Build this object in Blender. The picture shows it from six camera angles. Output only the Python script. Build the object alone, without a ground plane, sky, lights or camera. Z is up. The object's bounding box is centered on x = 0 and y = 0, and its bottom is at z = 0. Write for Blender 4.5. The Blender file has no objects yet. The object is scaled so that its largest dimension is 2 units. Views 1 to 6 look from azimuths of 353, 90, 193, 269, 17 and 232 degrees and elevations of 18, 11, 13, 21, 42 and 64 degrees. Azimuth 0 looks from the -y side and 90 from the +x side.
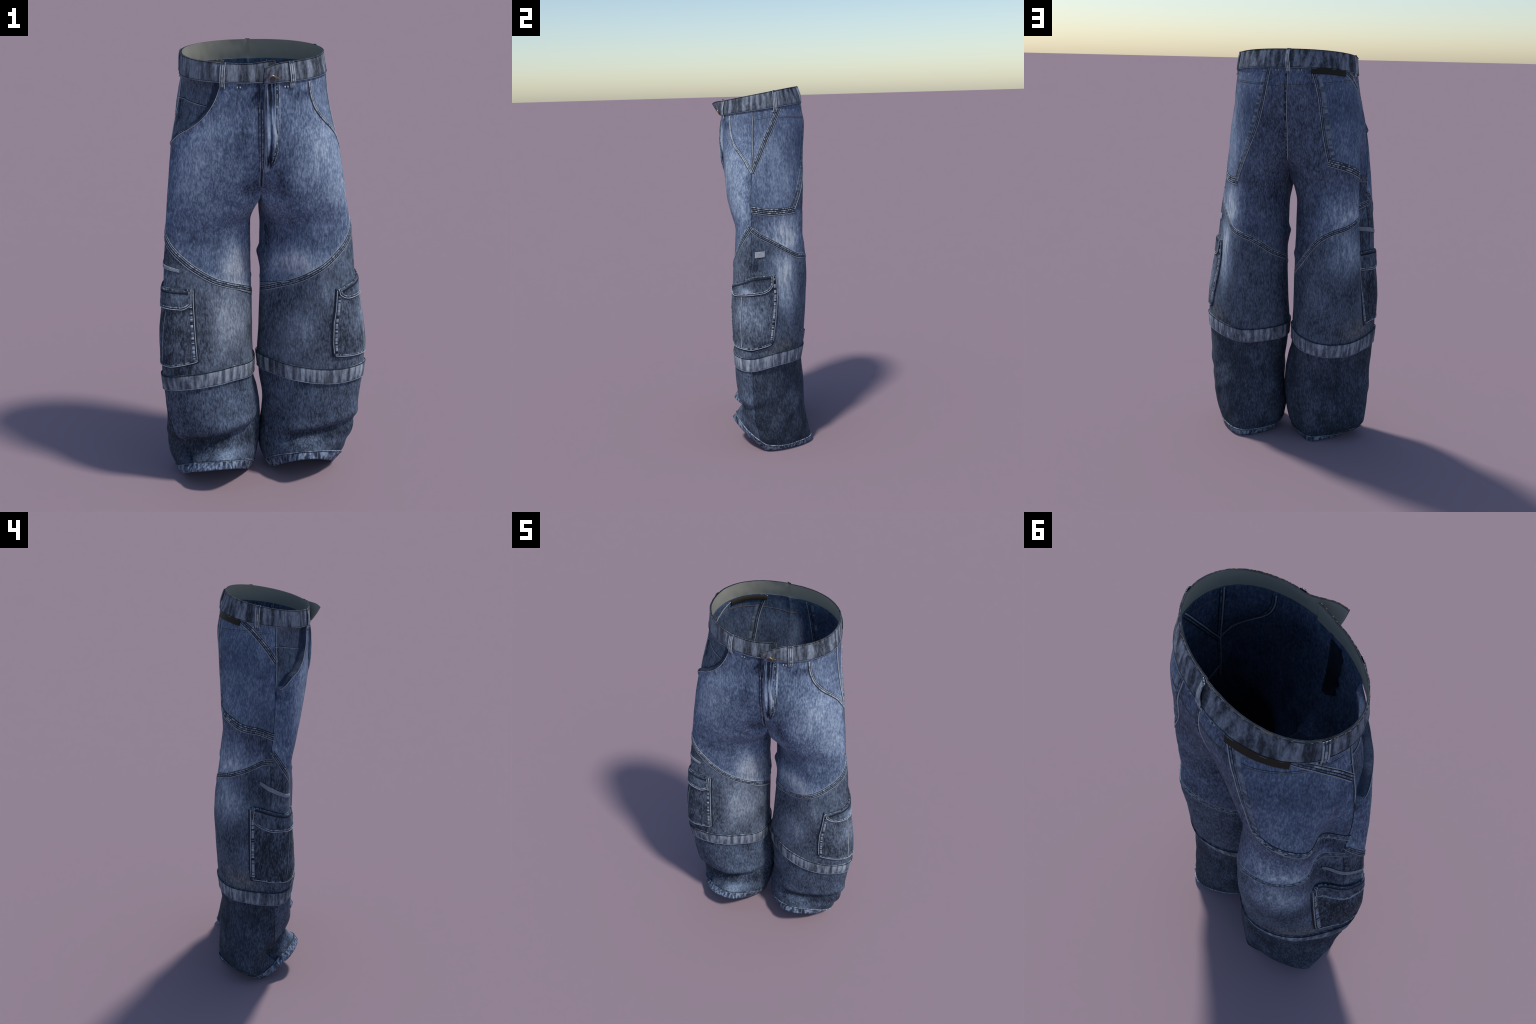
import bpy, bmesh, math
import numpy as np
from mathutils import Vector, noise
from mathutils.bvhtree import BVHTree

# ------------------------------------------------------------------ shape
def curve(table):
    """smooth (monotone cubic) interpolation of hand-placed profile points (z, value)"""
    t = sorted(table); x = np.array([p[0] for p in t], float); y = np.array([p[1] for p in t], float)
    h = np.diff(x); d = np.diff(y) / h
    m = np.zeros(len(x)); m[0] = d[0]; m[-1] = d[-1]
    for i in range(1, len(x) - 1):
        if d[i-1] * d[i] > 0:
            w1 = 2*h[i] + h[i-1]; w2 = h[i] + 2*h[i-1]
            m[i] = (w1 + w2) / (w1 / d[i-1] + w2 / d[i])
    def f(q):
        q = np.clip(np.asarray(q, float), x[0], x[-1])
        i = np.clip(np.searchsorted(x, q, side='right') - 1, 0, len(x) - 2)
        s = (q - x[i]) / h[i]
        return ((1+2*s)*(1-s)**2*y[i] + s*(1-s)**2*h[i]*m[i] + s*s*(3-2*s)*y[i+1] + s*s*(s-1)*h[i]*m[i+1])
    return f

CROTCH = 1.385
XC = curve([(1.99, -.022), (1.6, -.012), (CROTCH, -.008)])          # centre line of the torso
FC = curve([(1.99, -.190), (1.85, -.198), (1.65, -.192), (1.55, -.178), (1.46, -.155), (CROTCH, -.105)])
BC = curve([(1.99, .203), (1.9, .228), (1.78, .247), (1.68, .235), (1.58, .208), (1.48, .165), (CROTCH, .085)])

# per leg: outer x, outer y, front x, front y, back x, back y, inner x, inner y
LEG = {
 -1: dict(
  xo=curve([(1.99,-.311),(1.87,-.322),(1.78,-.337),(1.64,-.364),(1.6,-.373),(1.5,-.390),(1.37,-.405),(1.22,-.417),(1.1,-.428),(1.0,-.434),(.9,-.441),(.76,-.452),(.6,-.456),(.5,-.452),(.4,-.448),(.3,-.449),(.2,-.450),(.09,-.440),(.04,-.415),(0,-.382)]),
  yo=curve([(1.99,.01),(1.8,.0),(1.6,-.035),(1.4,-.06),(1.1,-.08),(.7,-.085),(.4,-.05),(.22,.01),(.09,.08),(0,.0)]),
  xf=curve([(1.99,-.02),(1.8,-.03),(1.6,-.12),(1.38,-.21),(1.2,-.30),(1.05,-.33),(.8,-.32),(.5,-.29),(.25,-.24),(0,-.19)]),
  yf=curve([(1.99,-.187),(1.87,-.196),(1.65,-.196),(1.52,-.180),(1.4,-.160),(1.31,-.140),(1.22,-.120),(1.15,-.112),(1.0,-.115),(.9,-.126),(.78,-.136),(.6,-.148),(.53,-.146),(.4,-.150),(.3,-.150),(.2,-.120),(.14,-.130),(.06,-.172),(0,-.194)]),
  xb=curve([(1.99,-.02),(1.88,-.04),(1.7,-.12),(1.5,-.18),(1.38,-.20),(1.2,-.21),(0,-.19)]),
  yb=curve([(1.99,.201),(1.92,.222),(1.85,.245),(1.78,.254),(1.7,.247),(1.58,.236),(1.44,.227),(1.33,.219),(1.22,.230),(1.1,.246),(1.0,.257),(.9,.260),(.78,.255),(.6,.242),(.47,.230),(.38,.222),(.28,.227),(.18,.231),(.08,.232),(0,.222)]),
  xi=curve([(CROTCH,-.014),(1.3,-.036),(1.2,-.043),(1.1,-.042),(.8,-.039),(.56,-.036),(.49,-.034),(.42,-.016),(.33,-.005),(.25,-.005),(.15,-.012),(.07,-.028),(0,-.068)]),
  yi=curve([(CROTCH,-.01),(1.2,.03),(.7,.045),(.45,.05),(.25,.06),(.1,.05),(0,.04)])),
 1: dict(
  xo=curve([(1.99,.264),(1.88,.281),(1.75,.294),(1.68,.308),(1.6,.330),(1.52,.346),(1.43,.358),(1.3,.374),(1.18,.394),(1.06,.406),(.95,.416),(.87,.428),(.8,.440),(.69,.455),(.59,.460),(.5,.456),(.42,.449),(.34,.441),(.23,.427),(.13,.406),(.06,.378),(0,.33)]),
  yo=curve([(1.99,.01),(1.8,.0),(1.6,-.03),(1.4,-.06),(1.1,-.08),(.7,-.08),(.4,-.075),(.2,-.06),(.1,-.04),(0,-.025)]),
  xf=curve([(1.99,-.01),(1.8,.01),(1.7,.05),(1.6,.10),(1.38,.17),(1.2,.22),(.9,.26),(.6,.28),(.3,.23),(0,.18)]),
  yf=curve([(1.99,-.187),(1.87,-.198),(1.65,-.196),(1.52,-.191),(1.4,-.177),(1.33,-.160),(1.235,-.137),(1.126,-.142),(1.05,-.152),(.92,-.158),(.83,-.163),(.68,-.163),(.56,-.160),(.41,-.164),(.32,-.160),(.22,-.140),(.16,-.142),(.07,-.165),(0,-.188)]),
  xb=curve([(1.99,-.02),(1.88,.0),(1.7,.09),(1.5,.16),(1.38,.18),(1.2,.19),(0,.185)]),
  yb=curve([(1.99,.197),(1.92,.220),(1.85,.242),(1.78,.254),(1.7,.247),(1.58,.237),(1.5,.239),(1.33,.233),(1.22,.229),(1.11,.240),(1.03,.244),(.85,.235),(.65,.226),(.53,.211),(.44,.199),(.38,.200),(.28,.214),(.18,.226),(.1,.238),(.03,.250),(0,.246)]),
  xi=curve([(CROTCH,-.006),(1.3,-.004),(1.2,.002),(1.1,.000),(1.06,-.004),(1.0,.003),(.9,.002),(.73,-.008),(.6,-.016),(.48,-.010),(.38,.002),(.32,.006),(.25,-.002),(.15,-.016),(.07,-.006),(0,.036)]),
  yi=curve([(CROTCH,-.01),(1.2,.03),(.7,.05),(.45,.05),(.25,.06),(0,.09)])),
}
# how far the front of the hem is lifted off the ground as the cloth breaks over the foot
LIFT = {-1: curve([(0,.122),(.12,.095),(.3,.045),(.55,.010),(.8,0),(2,0)]), 1: curve([(0,.142),(.12,.105),(.3,.05),(.55,.010),(.8,0),(2,0)])}
TILT = curve([(2,.17),(1.955,.17),(1.875,.125),(1.7,.05),(1.5,0),(0,0)])
# squareness of the four corners of the section: front-outer, outer-back, back-inner, inner-front
NFO = {-1: curve([(2,2.1),(1.6,2.1),(1.2,2.0),(.7,2.0),(.35,1.7),(.16,1.35),(.06,1.6),(0,2.2)]), 1: curve([(2,2.0),(1.6,2.0),(1.2,2.0),(.7,2.1),(.2,1.7),(0,1.5)])}
NIF = {-1: curve([(1.4,2.2),(1.2,2.0),(.6,2.2),(.2,1.9),(0,1.5)]), 1: curve([(1.4,2.2),(1.2,1.5),(1.0,1.4),(.6,1.9),(0,1.9)])}
# hollow behind the right side seam, where the cloth sinks in
HOLLOW = curve([(1.99,0),(1.64,0),(1.5,.032),(1.36,.064),(1.0,.060),(.85,.048),(.7,.024),(.55,.004),(.5,0),(0,0)])
NOB = {-1: curve([(2,2.2),(1.8,2.25),(1.6,2.4),(1.43,2.8),(1.2,2.3),(.9,2.1),(.55,1.9),(.2,1.65),(.09,1.45),(0,1.25)]),
        1: curve([(2,2.2),(1.8,2.1),(1.66,1.75),(1.5,1.42),(1.35,1.32),(1.1,1.36),(.9,1.4),(.6,1.55),(.4,1.7),(.2,1.8),(0,1.8)])}
NBI = curve([(1.4,1.9),(1.2,1.75),(.6,1.75),(.3,1.9),(.1,1.7),(0,1.45)])

def smooth(a, b, x):
    t = np.clip((np.asarray(x, float) - a) / (b - a), 0, 1)
    return t * t * (3 - 2 * t)

NQ = 60            # columns per quarter of a section
def section(side, z0):
    """points of one closed section: front-centre, front, outer, back, back-centre, inner (and back)"""
    L = LEG[side]
    xo, yo, xf, yf, xb, yb, xi, yi = [float(L[k](z0)) for k in ('xo','yo','xf','yf','xb','yb','xi','yi')]
    xc, fc, bc = float(XC(z0)), float(FC(z0)), float(BC(z0))
    nfo, nob = float(NFO[side](z0)), float(NOB[side](z0))
    q = np.linspace(0, 1, NQ, endpoint=False)
    a = q * math.pi / 2
    se = lambda ang, n: (np.abs(np.sin(ang)) ** (2/n), np.abs(np.cos(ang)) ** (2/n))
    s, c = se(a, nfo)
    fo = np.stack([xf + (xo - xf) * s, yo + (yf - yo) * c], 1)            # front -> outer
    s, c = se(a, nob)
    ob = np.stack([xb + (xo - xb) * c, yo + (yb - yo) * s], 1)            # outer -> back
    h = np.linspace(0, 1, NQ // 2, endpoint=False)
    g = np.sin(h * math.pi / 4) / math.sin(math.pi / 4)
    k = (1 - np.cos(h * math.pi / 4)) / (1 - math.cos(math.pi / 4))
    w = float(1 - smooth(1.24, CROTCH, z0))
    # leg form: inner half of the section is an arc
    n = float(NBI(z0))
    hb = h * math.pi / 4
    s, c = se(hb, n); lb = np.stack([xb + (xi - xb) * s, yi + (yb - yi) * c], 1)             # back -> back-centre
    s, c = se(hb + math.pi / 4, n); lbi = np.stack([xb + (xi - xb) * s, yi + (yb - yi) * c], 1)
    n = float(NIF[side](z0))
    s, c = se(math.pi / 4 - hb + math.pi / 4, n); lif = np.stack([xf + (xi - xf) * s, yi + (yf - yi) * c], 1)
    s, c = se(math.pi / 4 - hb, n); lf = np.stack([xf + (xi - xf) * s, yi + (yf - yi) * c], 1)
    # torso form: straight to the centre line, shared by both halves
    tb = np.stack([xb + (xc - xb) * g, yb + (bc - yb) * k], 1)
    g2 = np.sin((1 - h) * math.pi / 4) / math.sin(math.pi / 4); k2 = (1 - np.cos((1 - h) * math.pi / 4)) / (1 - math.cos(math.pi / 4))
    tf = np.stack([xf + (xc - xf) * g2, yf + (fc - yf) * k2], 1)
    ti = np.linspace(0, 1, NQ, endpoint=False)
    tin = np.stack([np.full(NQ, xc), bc + (fc - bc) * ti], 1)
    lin = np.concatenate([lbi, lif])
    ring = np.concatenate([(1-w)*tf + w*lf, fo, ob, (1-w)*tb + w*lb, (1-w)*tin + w*lin])
    y = ring[:, 1]
    if side < 0:
        ring[:, 0] += float(HOLLOW(z0)) * np.exp(-((y - .042) / .058) ** 2) * smooth(-.22, -.32, ring[:, 0])
    front = np.clip((.0 - y) / .188, 0, 1.05)
    z = z0 + float(TILT(z0)) * y + float(LIFT[side](z0)) * front
    return np.column_stack([ring, z])
NCOL_OUT = NQ * 3          # first columns (front centre .. back centre) exist above the crotch too
NCOL = NQ * 4
TOP = 1.885
Z_ROWS = np.concatenate([np.linspace(TOP, CROTCH, 106), np.linspace(CROTCH, 0, 280)[1:]])
K_CROTCH = 105

# ------------------------------------------------------------------ pattern lines, drawn on the legs
# every line is a list of (azimuth about the leg axis in degrees: 0 front, 90 outside, 180 back; height)
AXIS = {-1: (-.22, .04), 1: (.21, .04)}
def polar(side, x, y):
    a = np.degrees(np.arctan2((x - AXIS[side][0]) * side, -(y - AXIS[side][1])))
    return np.where(a < -95, a + 360, a)

SIDE_SEAM = {-1: [(57,1.88),(59,1.80),(61,1.73),(66,1.60),(69,1.37),(72,1.25),(73,1.02),(70,.63),(69,.50),(67,.40),(64,.29),(60,.20)],
              1: [(46,1.88),(54,1.72),(59,1.58),(60,1.43),(62,1.28),(66,1.01),(68,.75),(68,.57),(67,.38),(66,.19)]}
KNEE_SEAM = {-1: [(70,1.29),(61,1.238),(57,1.187),(49,1.140),(40,1.099),(26,1.054),(2,1.006),(-28,.974),(-54,.950),(-78,.918),(-89,.90)],
              1: [(62,1.274),(54,1.21),(44,1.150),(30,1.099),(13,1.056),(-8,1.010),(-28,.981),(-57,.952),(-88,.912)]}
KNEE_BRANCH = {-1: [(-20,.976),(-28,.969),(-53,.936),(-84,.888),(-90,.880)],
                1: [(-24,.988),(-30,.985),(-57,.968),(-88,.938)]}
CALF_SEAM = {-1: [(70,1.238),(92,1.200),(119,1.179),(141,1.144),(165,1.122),(183,1.091),(197,1.037),(208,.979),(226,.923),(246,.885)],
              1: [(63,1.257),(70,1.226),(102,1.176),(140,1.128),(163,1.092),(190,1.075),(209,1.037),(230,.986),(258,.948)]}
SIDE_PANEL_SEAM = {-1: [(68,1.361),(85,1.366),(101,1.373),(125,1.405),(140,1.427),(159,1.448),(177,1.461)],
                    1: [(61,1.362),(80,1.348),(97,1.340),(120,1.339),(158,1.339),(169,1.343)]}
BACK_PANEL_SEAM = {-1: [(206,1.91),(202,1.884),(193,1.787),(189,1.664),(184,1.555),(177,1.460)],
                    1: [(217,1.91),(213,1.85),(210,1.79),(209,1.732),(203,1.620),(193,1.523),(182,1.422),(169,1.343)]}
HIP_SEAM = {-1: [(148,1.895),(136,1.880),(118,1.858),(92,1.811),(75,1.772),(62,1.715)],
             1: [(152,1.890),(134,1.843),(117,1.796),(100,1.750),(84,1.704),(65,1.604),(60,1.554)]}
YOKE_SEAM = {-1: [(69,1.843),(100,1.846),(140,1.850),(168,1.844),(190,1.836),(227,1.824)],
              1: [(57,1.832),(90,1.840),(126,1.846),(173,1.838),(203,1.833),(227,1.824)]}
POCKET_EDGE = {-1: [(-11,1.86),(-8,1.82),(-6,1.797),(0,1.751),(12,1.710),(30,1.668),(43,1.652),(55,1.614),(63,1.598)],
                1: [(-6,1.85),(-6,1.797),(-1,1.752),(12,1.699),(32,1.652),(45,1.622),(52,1.59),(60,1.553)]}
BAND_TOP = {-1: [(-90,.588),(-69,.585),(-29,.603),(10,.596),(40,.584),(60,.566),(71,.561),(90,.551),(116,.543),(130,.536),(163,.537),(188,.547),(218,.565),(248,.592),(270,.588)],
             1: [(-90,.600),(-82,.602),(-59,.607),(-35,.594),(-3,.584),(32,.573),(55,.580),(68,.573),(93,.587),(135,.583),(180,.574),(217,.582),(257,.590),(270,.600)]}
BAND_H = .072

def as_function(line):
    """height of a line as a function of azimuth"""
    t = sorted(line); a = [p[0] for p in t]; z = [p[1] for p in t]
    return lambda q: np.interp(q, a, z)
def az_of_z(line):
    t = sorted((p[1], p[0]) for p in line); z = [p[0] for p in t]; a = [p[1] for p in t]
    return lambda q: np.interp(q, z, a)

# ------------------------------------------------------------------ cloth body
def build_body():
    verts, faces, frow = [], [], []
    for side in (-1, 1):
        rows = np.array([section(side, z) for z in Z_ROWS])
        base = sum(len(v) for v in verts)
        verts.append(rows.reshape(-1, 3))
        for i in range(len(Z_ROWS) - 1):
            for j in range(NCOL):
                if i < K_CROTCH and j >= NCOL_OUT:
                    continue
                j2 = (j + 1) % NCOL
                f = (base + i*NCOL + j, base + i*NCOL + j2, base + (i+1)*NCOL + j2, base + (i+1)*NCOL + j)
                faces.append(f if side > 0 else f[::-1]); frow.append((side, i))
    return np.concatenate(verts), faces, frow

def grid_normals(P, faces):
    F = np.array(faces)
    n = np.cross(P[F[:, 2]] - P[F[:, 0]], P[F[:, 3]] - P[F[:, 1]])
    N = np.zeros_like(P)
    for k in range(4):
        np.add.at(N, F[:, k], n)
    l = np.linalg.norm(N, axis=1); l[l == 0] = 1
    return N / l[:, None]

P, FACES, FROW = build_body()
half = len(P) // 2
# weld the two halves along the centre seam (front, crotch, back)
weld = np.arange(len(P))
for i in range(len(Z_ROWS)):
    if i <= K_CROTCH:
        weld[half + i*NCOL] = i*NCOL
        weld[half + i*NCOL + NCOL_OUT] = i*NCOL + NCOL_OUT
        if i == K_CROTCH:
            for j in range(NCOL_OUT, NCOL):
                weld[half + i*NCOL + j] = i*NCOL + j
FACES = [tuple(weld[k] for k in f) for f in FACES]
used = np.zeros(len(P), bool)
for f in FACES:
    for k in f: used[k] = True
remap = np.cumsum(used) - 1
SIDE_OF = np.repeat([-1, 1], half)[used]
P = P[used]; FACES = [tuple(int(remap[k]) for k in f) for f in FACES]

AZ = np.where(SIDE_OF < 0, polar(-1, P[:, 0], P[:, 1]), polar(1, P[:, 0], P[:, 1]))
N = grid_normals(P, FACES)
# orientation: normals must point away from the leg axis on the outside
chk = np.sum(N * np.column_stack([P[:, 0] - np.where(SIDE_OF < 0, AXIS[-1][0], AXIS[1][0]), P[:, 1] - .04, np.zeros(len(P))]), 1).mean()
if chk < 0:
    FACES = [f[::-1] for f in FACES]; N = -N

# soft unevenness of worn cloth, folds and the sunken hand pocket
D = np.zeros(len(P))
for i, p in enumerate(P):
    low = 1.0 if p[2] > .5 else 1.5
    a = noise.noise(Vector((p[0]*9 + 3, p[1]*9, p[2]*5)))
    b = noise.noise(Vector((p[0]*26, p[1]*26 + 7, p[2]*15)))
    D[i] = (a * .0030 + b * .0011) * low
zz = P[:, 2]
fade_top = smooth(1.93, 1.8, zz); D *= .25 + .75*fade_top
edge = az_of_z(POCKET_EDGE[-1]); seam = az_of_z(SIDE_SEAM[-1])
m = (SIDE_OF < 0) & (zz > 1.598)
ed = edge(zz)
inside = smooth(0, 3.0, AZ - ed) * smooth(0, 9, seam(zz) - AZ) * m
D -= .017 * inside * smooth(1.875, 1.84, zz)
# the cloth beside the pocket mouth stands away from the body
D += .007 * m * smooth(-22, -3, AZ - ed) * (AZ < ed + .5) * smooth(1.86, 1.76, zz)
# buckled cloth above the front hems
fr = smooth(95, 35, np.abs(AZ - 5))
D += fr * (.012*np.exp(-((zz - .290 - .0005*AZ*SIDE_OF)/.030)**2) - .012*np.exp(-((zz - .238 - .0005*AZ*SIDE_OF)/.022)**2)) * (zz < .5)
# diagonal crease at the outside of the right ankle, soft creases elsewhere
for (sd, a0, z0, sa, sz, amp, slope) in [(-1, 56, .135, 14, .020, -.036, .0030), (-1, 48, .185, 14, .025, .008, .0030),
        (1, 70, .14, 14, .03, -.008, -.002), (1, 128, .34, 40, .03, -.006, .0016), (1, 140, .24, 40, .035, .006, .0016),
        (-1, -60, .26, 25, .03, -.008, -.002), (1, -60, .30, 25, .035, -.010, .002), (1, -70, .36, 25, .03, .008, .002),
        (-1, -40, 1.32, 30, .02, -.004, .0015), (1, -40, 1.32, 30, .02, -.004, .0015),
        (-1, 225, 1.33, 35, .025, -.005, -.001), (1, 225, 1.30, 35, .025, -.005, -.001),
        (1, -95, 1.085, 22, .022, .010, 0), (1, 265, 1.085, 22, .022, .010, 0), (1, 262, 1.15, 20, .02, -.006, 0),
        (-1, 262, .97, 22, .02, .006, 0), (-1, 245, 1.08, 22, .03, -.005, 0)]:
    D += amp * (SIDE_OF == sd) * np.exp(-((AZ - a0)/sa)**2 - ((zz - z0 - slope*(AZ - a0))/sz)**2)
# thin crease where front and back cloth meet at the outside seam
for sd in (-1, 1):
    g = az_of_z(SIDE_SEAM[sd])(zz)
    D += (SIDE_OF == sd) * .0035 * np.exp(-((AZ - g)/5)**2) * smooth(1.3, 1.1, zz) * smooth(.12, .3, zz)
# cloth below the knee bands is a little narrower
for sd in (-1, 1):
    bt = as_function(BAND_TOP[sd])(AZ)
    D -= (SIDE_OF == sd) * .004 * smooth(bt - BAND_H*.4, bt - BAND_H*.7, zz) * smooth(.2, .4, zz)
keep_centre = np.abs(P[:, 0] - XC(zz)) < .002
P = P + N * D[:, None]
N = grid_normals(P, FACES)
BVH = BVHTree.FromPolygons([tuple(p) for p in P], FACES)

def surf(side, az, z):
    a = math.radians(az); o = Vector((AXIS[side][0], AXIS[side][1], z))
    d = Vector((math.sin(a) * side, -math.cos(a), 0))
    h, n, i, _ = BVH.ray_cast(o, d)
    if h is None:
        h, n, i, _ = BVH.find_nearest(o + d * .2)
    if n.dot(d) < 0: n = -n
    return np.array(h), np.array(n)
def near(p):
    h, n, i, _ = BVH.find_nearest(Vector(p))
    f = FACES[i]; vn = N[list(f)].mean(0)          # interpolated normal, smoother than the face's
    return np.array(h), vn / np.linalg.norm(vn)

# ------------------------------------------------------------------ materials
def val(nt, v):
    n = nt.nodes.new('ShaderNodeValue'); n.outputs[0].default_value = v; return n.outputs[0]
def mathn(nt, op, a, b=None, clamp=False):
    n = nt.nodes.new('ShaderNodeMath'); n.operation = op; n.use_clamp = clamp
    for i, s in enumerate((a, b)):
        if s is None: continue
        if isinstance(s, (int, float)): n.inputs[i].default_value = s
        else: nt.links.new(s, n.inputs[i])
    return n.outputs[0]
def noise_tex(nt, co, scale, detail=3, rough=.55, offset=(0, 0, 0)):
    mp = nt.nodes.new('ShaderNodeMapping'); mp.inputs['Scale'].default_value = scale; mp.inputs['Location'].default_value = offset
    nt.links.new(co, mp.inputs['Vector'])
    n = nt.nodes.new('ShaderNodeTexNoise'); n.inputs['Scale'].default_value = 1; n.inputs['Detail'].default_value = detail
    n.inputs['Roughness'].default_value = rough
    nt.links.new(mp.outputs[0], n.inputs['Vector']); return n.outputs['Fac']
def spot(nt, co, c, r):
    """soft round patch: 1 in the middle, 0 at the ellipsoid's edge"""
    s = nt.nodes.new('ShaderNodeVectorMath'); s.operation = 'SUBTRACT'; nt.links.new(co, s.inputs[0]); s.inputs[1].default_value = c
    d = nt.nodes.new('ShaderNodeVectorMath'); d.operation = 'DIVIDE'; nt.links.new(s.outputs[0], d.inputs[0]); d.inputs[1].default_value = r
    l = nt.nodes.new('ShaderNodeVectorMath'); l.operation = 'LENGTH'; nt.links.new(d.outputs[0], l.inputs[0])
    m = nt.nodes.new('ShaderNodeMapRange'); m.interpolation_type = 'SMOOTHSTEP'
    m.inputs[1].default_value = 1; m.inputs[2].default_value = 0; nt.links.new(l.outputs['Value'], m.inputs[0])
    return m.outputs[0]

DENIM_RAMP = [(0, (.003,.006,.016)), (.22, (.012,.025,.064)), (.5, (.062,.108,.232)), (.75, (.200,.283,.440)), (1, (.48,.55,.63))]
def denim(name, bias=.5, streak=.60, mottle=.30, cloud=.16, sat=1.0, hue=.494, spots=(), dusty=(), stripes=0, stripe_scale=(60, 60, 7), seed=0.0, bright=1.0, wear=()):
    m = bpy.data.materials.new(name); m.use_nodes = True; nt = m.node_tree
    bsdf = nt.nodes['Principled BSDF']; bsdf.inputs['Roughness'].default_value = .85
    bsdf.inputs['Specular IOR Level'].default_value = .15
    tc = nt.nodes.new('ShaderNodeTexCoord'); co = tc.outputs['Object']
    v = val(nt, bias)
    def add(s, amt):
        nonlocal v
        v = mathn(nt, 'ADD', v, mathn(nt, 'MULTIPLY', mathn(nt, 'SUBTRACT', s, .5), amt))
    def crisp(f, lo=.36, hi=.64):
        mr = nt.nodes.new('ShaderNodeMapRange'); mr.interpolation_type = 'SMOOTHSTEP'
        mr.inputs[1].default_value = lo; mr.inputs[2].default_value = hi; nt.links.new(f, mr.inputs[0]); return mr.outputs[0]
    add(crisp(noise_tex(nt, co, (185, 185, 50), 2.5, .55, (seed, 0, 0)), .32, .70), streak * .60)     # slubby warp threads
    add(crisp(noise_tex(nt, co, (300, 300, 170), 1, .5, (seed, 8, 0))), streak * .20)                # salt and pepper of the twill
    add(crisp(noise_tex(nt, co, (60, 60, 30), 3, .6, (0, seed, 5)), .28, .72), mottle * .46)        # mottled wash
    add(noise_tex(nt, co, (14, 14, 8), 3, .5, (0, 3, seed)), cloud * 2)
    add(noise_tex(nt, co, (5, 5, 3.5), 1, .5, (9, 3, seed)), cloud)
    if stripes:
        s = noise_tex(nt, co, stripe_scale, 2, .5, (seed, 2, 1))
        mr = nt.nodes.new('ShaderNodeMapRange'); mr.interpolation_type = 'SMOOTHSTEP'
        mr.inputs[1].default_value = .36; mr.inputs[2].default_value = .64; nt.links.new(s, mr.inputs[0])
        add(mr.outputs[0], stripes)
    if spots:                                            # fades and painted shading are broken up by the warp threads, not airbrushed
        patchy = mathn(nt, 'ADD', mathn(nt, 'MULTIPLY', crisp(noise_tex(nt, co, (55, 55, 13), 4, .65, (seed, 5, 2)), .30, .70), .8), .6)
        for c, r, a in spots:
            v = mathn(nt, 'ADD', v, mathn(nt, 'MULTIPLY', mathn(nt, 'MULTIPLY', spot(nt, co, c, r), patchy), a))
    for pts, up, down, amt in wear:                     # paler, rubbed cloth following a seam
        sx = nt.nodes.new('ShaderNodeSeparateXYZ'); nt.links.new(co, sx.inputs[0])
        fc = nt.nodes.new('ShaderNodeFloatCurve'); cm = fc.mapping; cv = cm.curves[0]
        q = sorted((x + .5, z / 2) for x, z in pts)
        cv.points[0].location = q[0]; cv.points[1].location = q[-1]
        for a_, b_ in q[1:-1]: cv.points.new(a_, b_)
        cm.update()
        nt.links.new(mathn(nt, 'ADD', sx.outputs['X'], .5), fc.inputs['Value'])
        dz = mathn(nt, 'SUBTRACT', sx.outputs['Z'], mathn(nt, 'MULTIPLY', fc.outputs[0], 2.0))
        def ramp_to(e, d):
            mr = nt.nodes.new('ShaderNodeMapRange'); mr.interpolation_type = 'SMOOTHSTEP'; mr.inputs[1].default_value = e; mr.inputs[2].default_value = 0
            nt.links.new(d, mr.inputs[0]); return mr.outputs[0]
        m_ = mathn(nt, 'MULTIPLY', ramp_to(up, mathn(nt, 'MAXIMUM', dz, 0)), ramp_to(down, mathn(nt, 'MAXIMUM', mathn(nt, 'MULTIPLY', dz, -1.0), 0)))
        pk = crisp(noise_tex(nt, co, (70, 70, 20), 2, .5, (seed, 1, 9)), .3, .7)
        v = mathn(nt, 'ADD', v, mathn(nt, 'MULTIPLY', mathn(nt, 'MULTIPLY', m_, mathn(nt, 'ADD', pk, .35)), amt))
    ramp = nt.nodes.new('ShaderNodeValToRGB'); nt.links.new(v, ramp.inputs[0])
    e = ramp.color_ramp.elements
    e[0].position, e[0].color = 0, (*DENIM_RAMP[0][1], 1); e[1].position, e[1].color = 1, (*DENIM_RAMP[-1][1], 1)
    for p, c in DENIM_RAMP[1:-1]:
        q = e.new(p); q.color = (*c, 1)
    hs = nt.nodes.new('ShaderNodeHueSaturation'); nt.links.new(ramp.outputs[0], hs.inputs['Color'])
    hs.inputs['Value'].default_value = bright; hs.inputs['Hue'].default_value = hue - (.008 if sat < .9 else 0)
    s = val(nt, sat)
    for c, r, a in dusty:                                # greyed, dusty wear
        s = mathn(nt, 'SUBTRACT', s, mathn(nt, 'MULTIPLY', spot(nt, co, c, r), a))
    nt.links.new(mathn(nt, 'MULTIPLY', mathn(nt, 'MAXIMUM', s, 0.05), .75), hs.inputs['Saturation'])
    nt.links.new(hs.outputs[0], bsdf.inputs['Base Color'])
    # twill ribs
    w = noise_tex(nt, co, (420, 420, 180), 2, .6)
    bp = nt.nodes.new('ShaderNodeBump'); bp.inputs['Strength'].default_value = .25; bp.inputs['Distance'].default_value = .002
    nt.links.new(w, bp.inputs['Height']); nt.links.new(bp.outputs[0], bsdf.inputs['Normal'])
    return m
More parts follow.
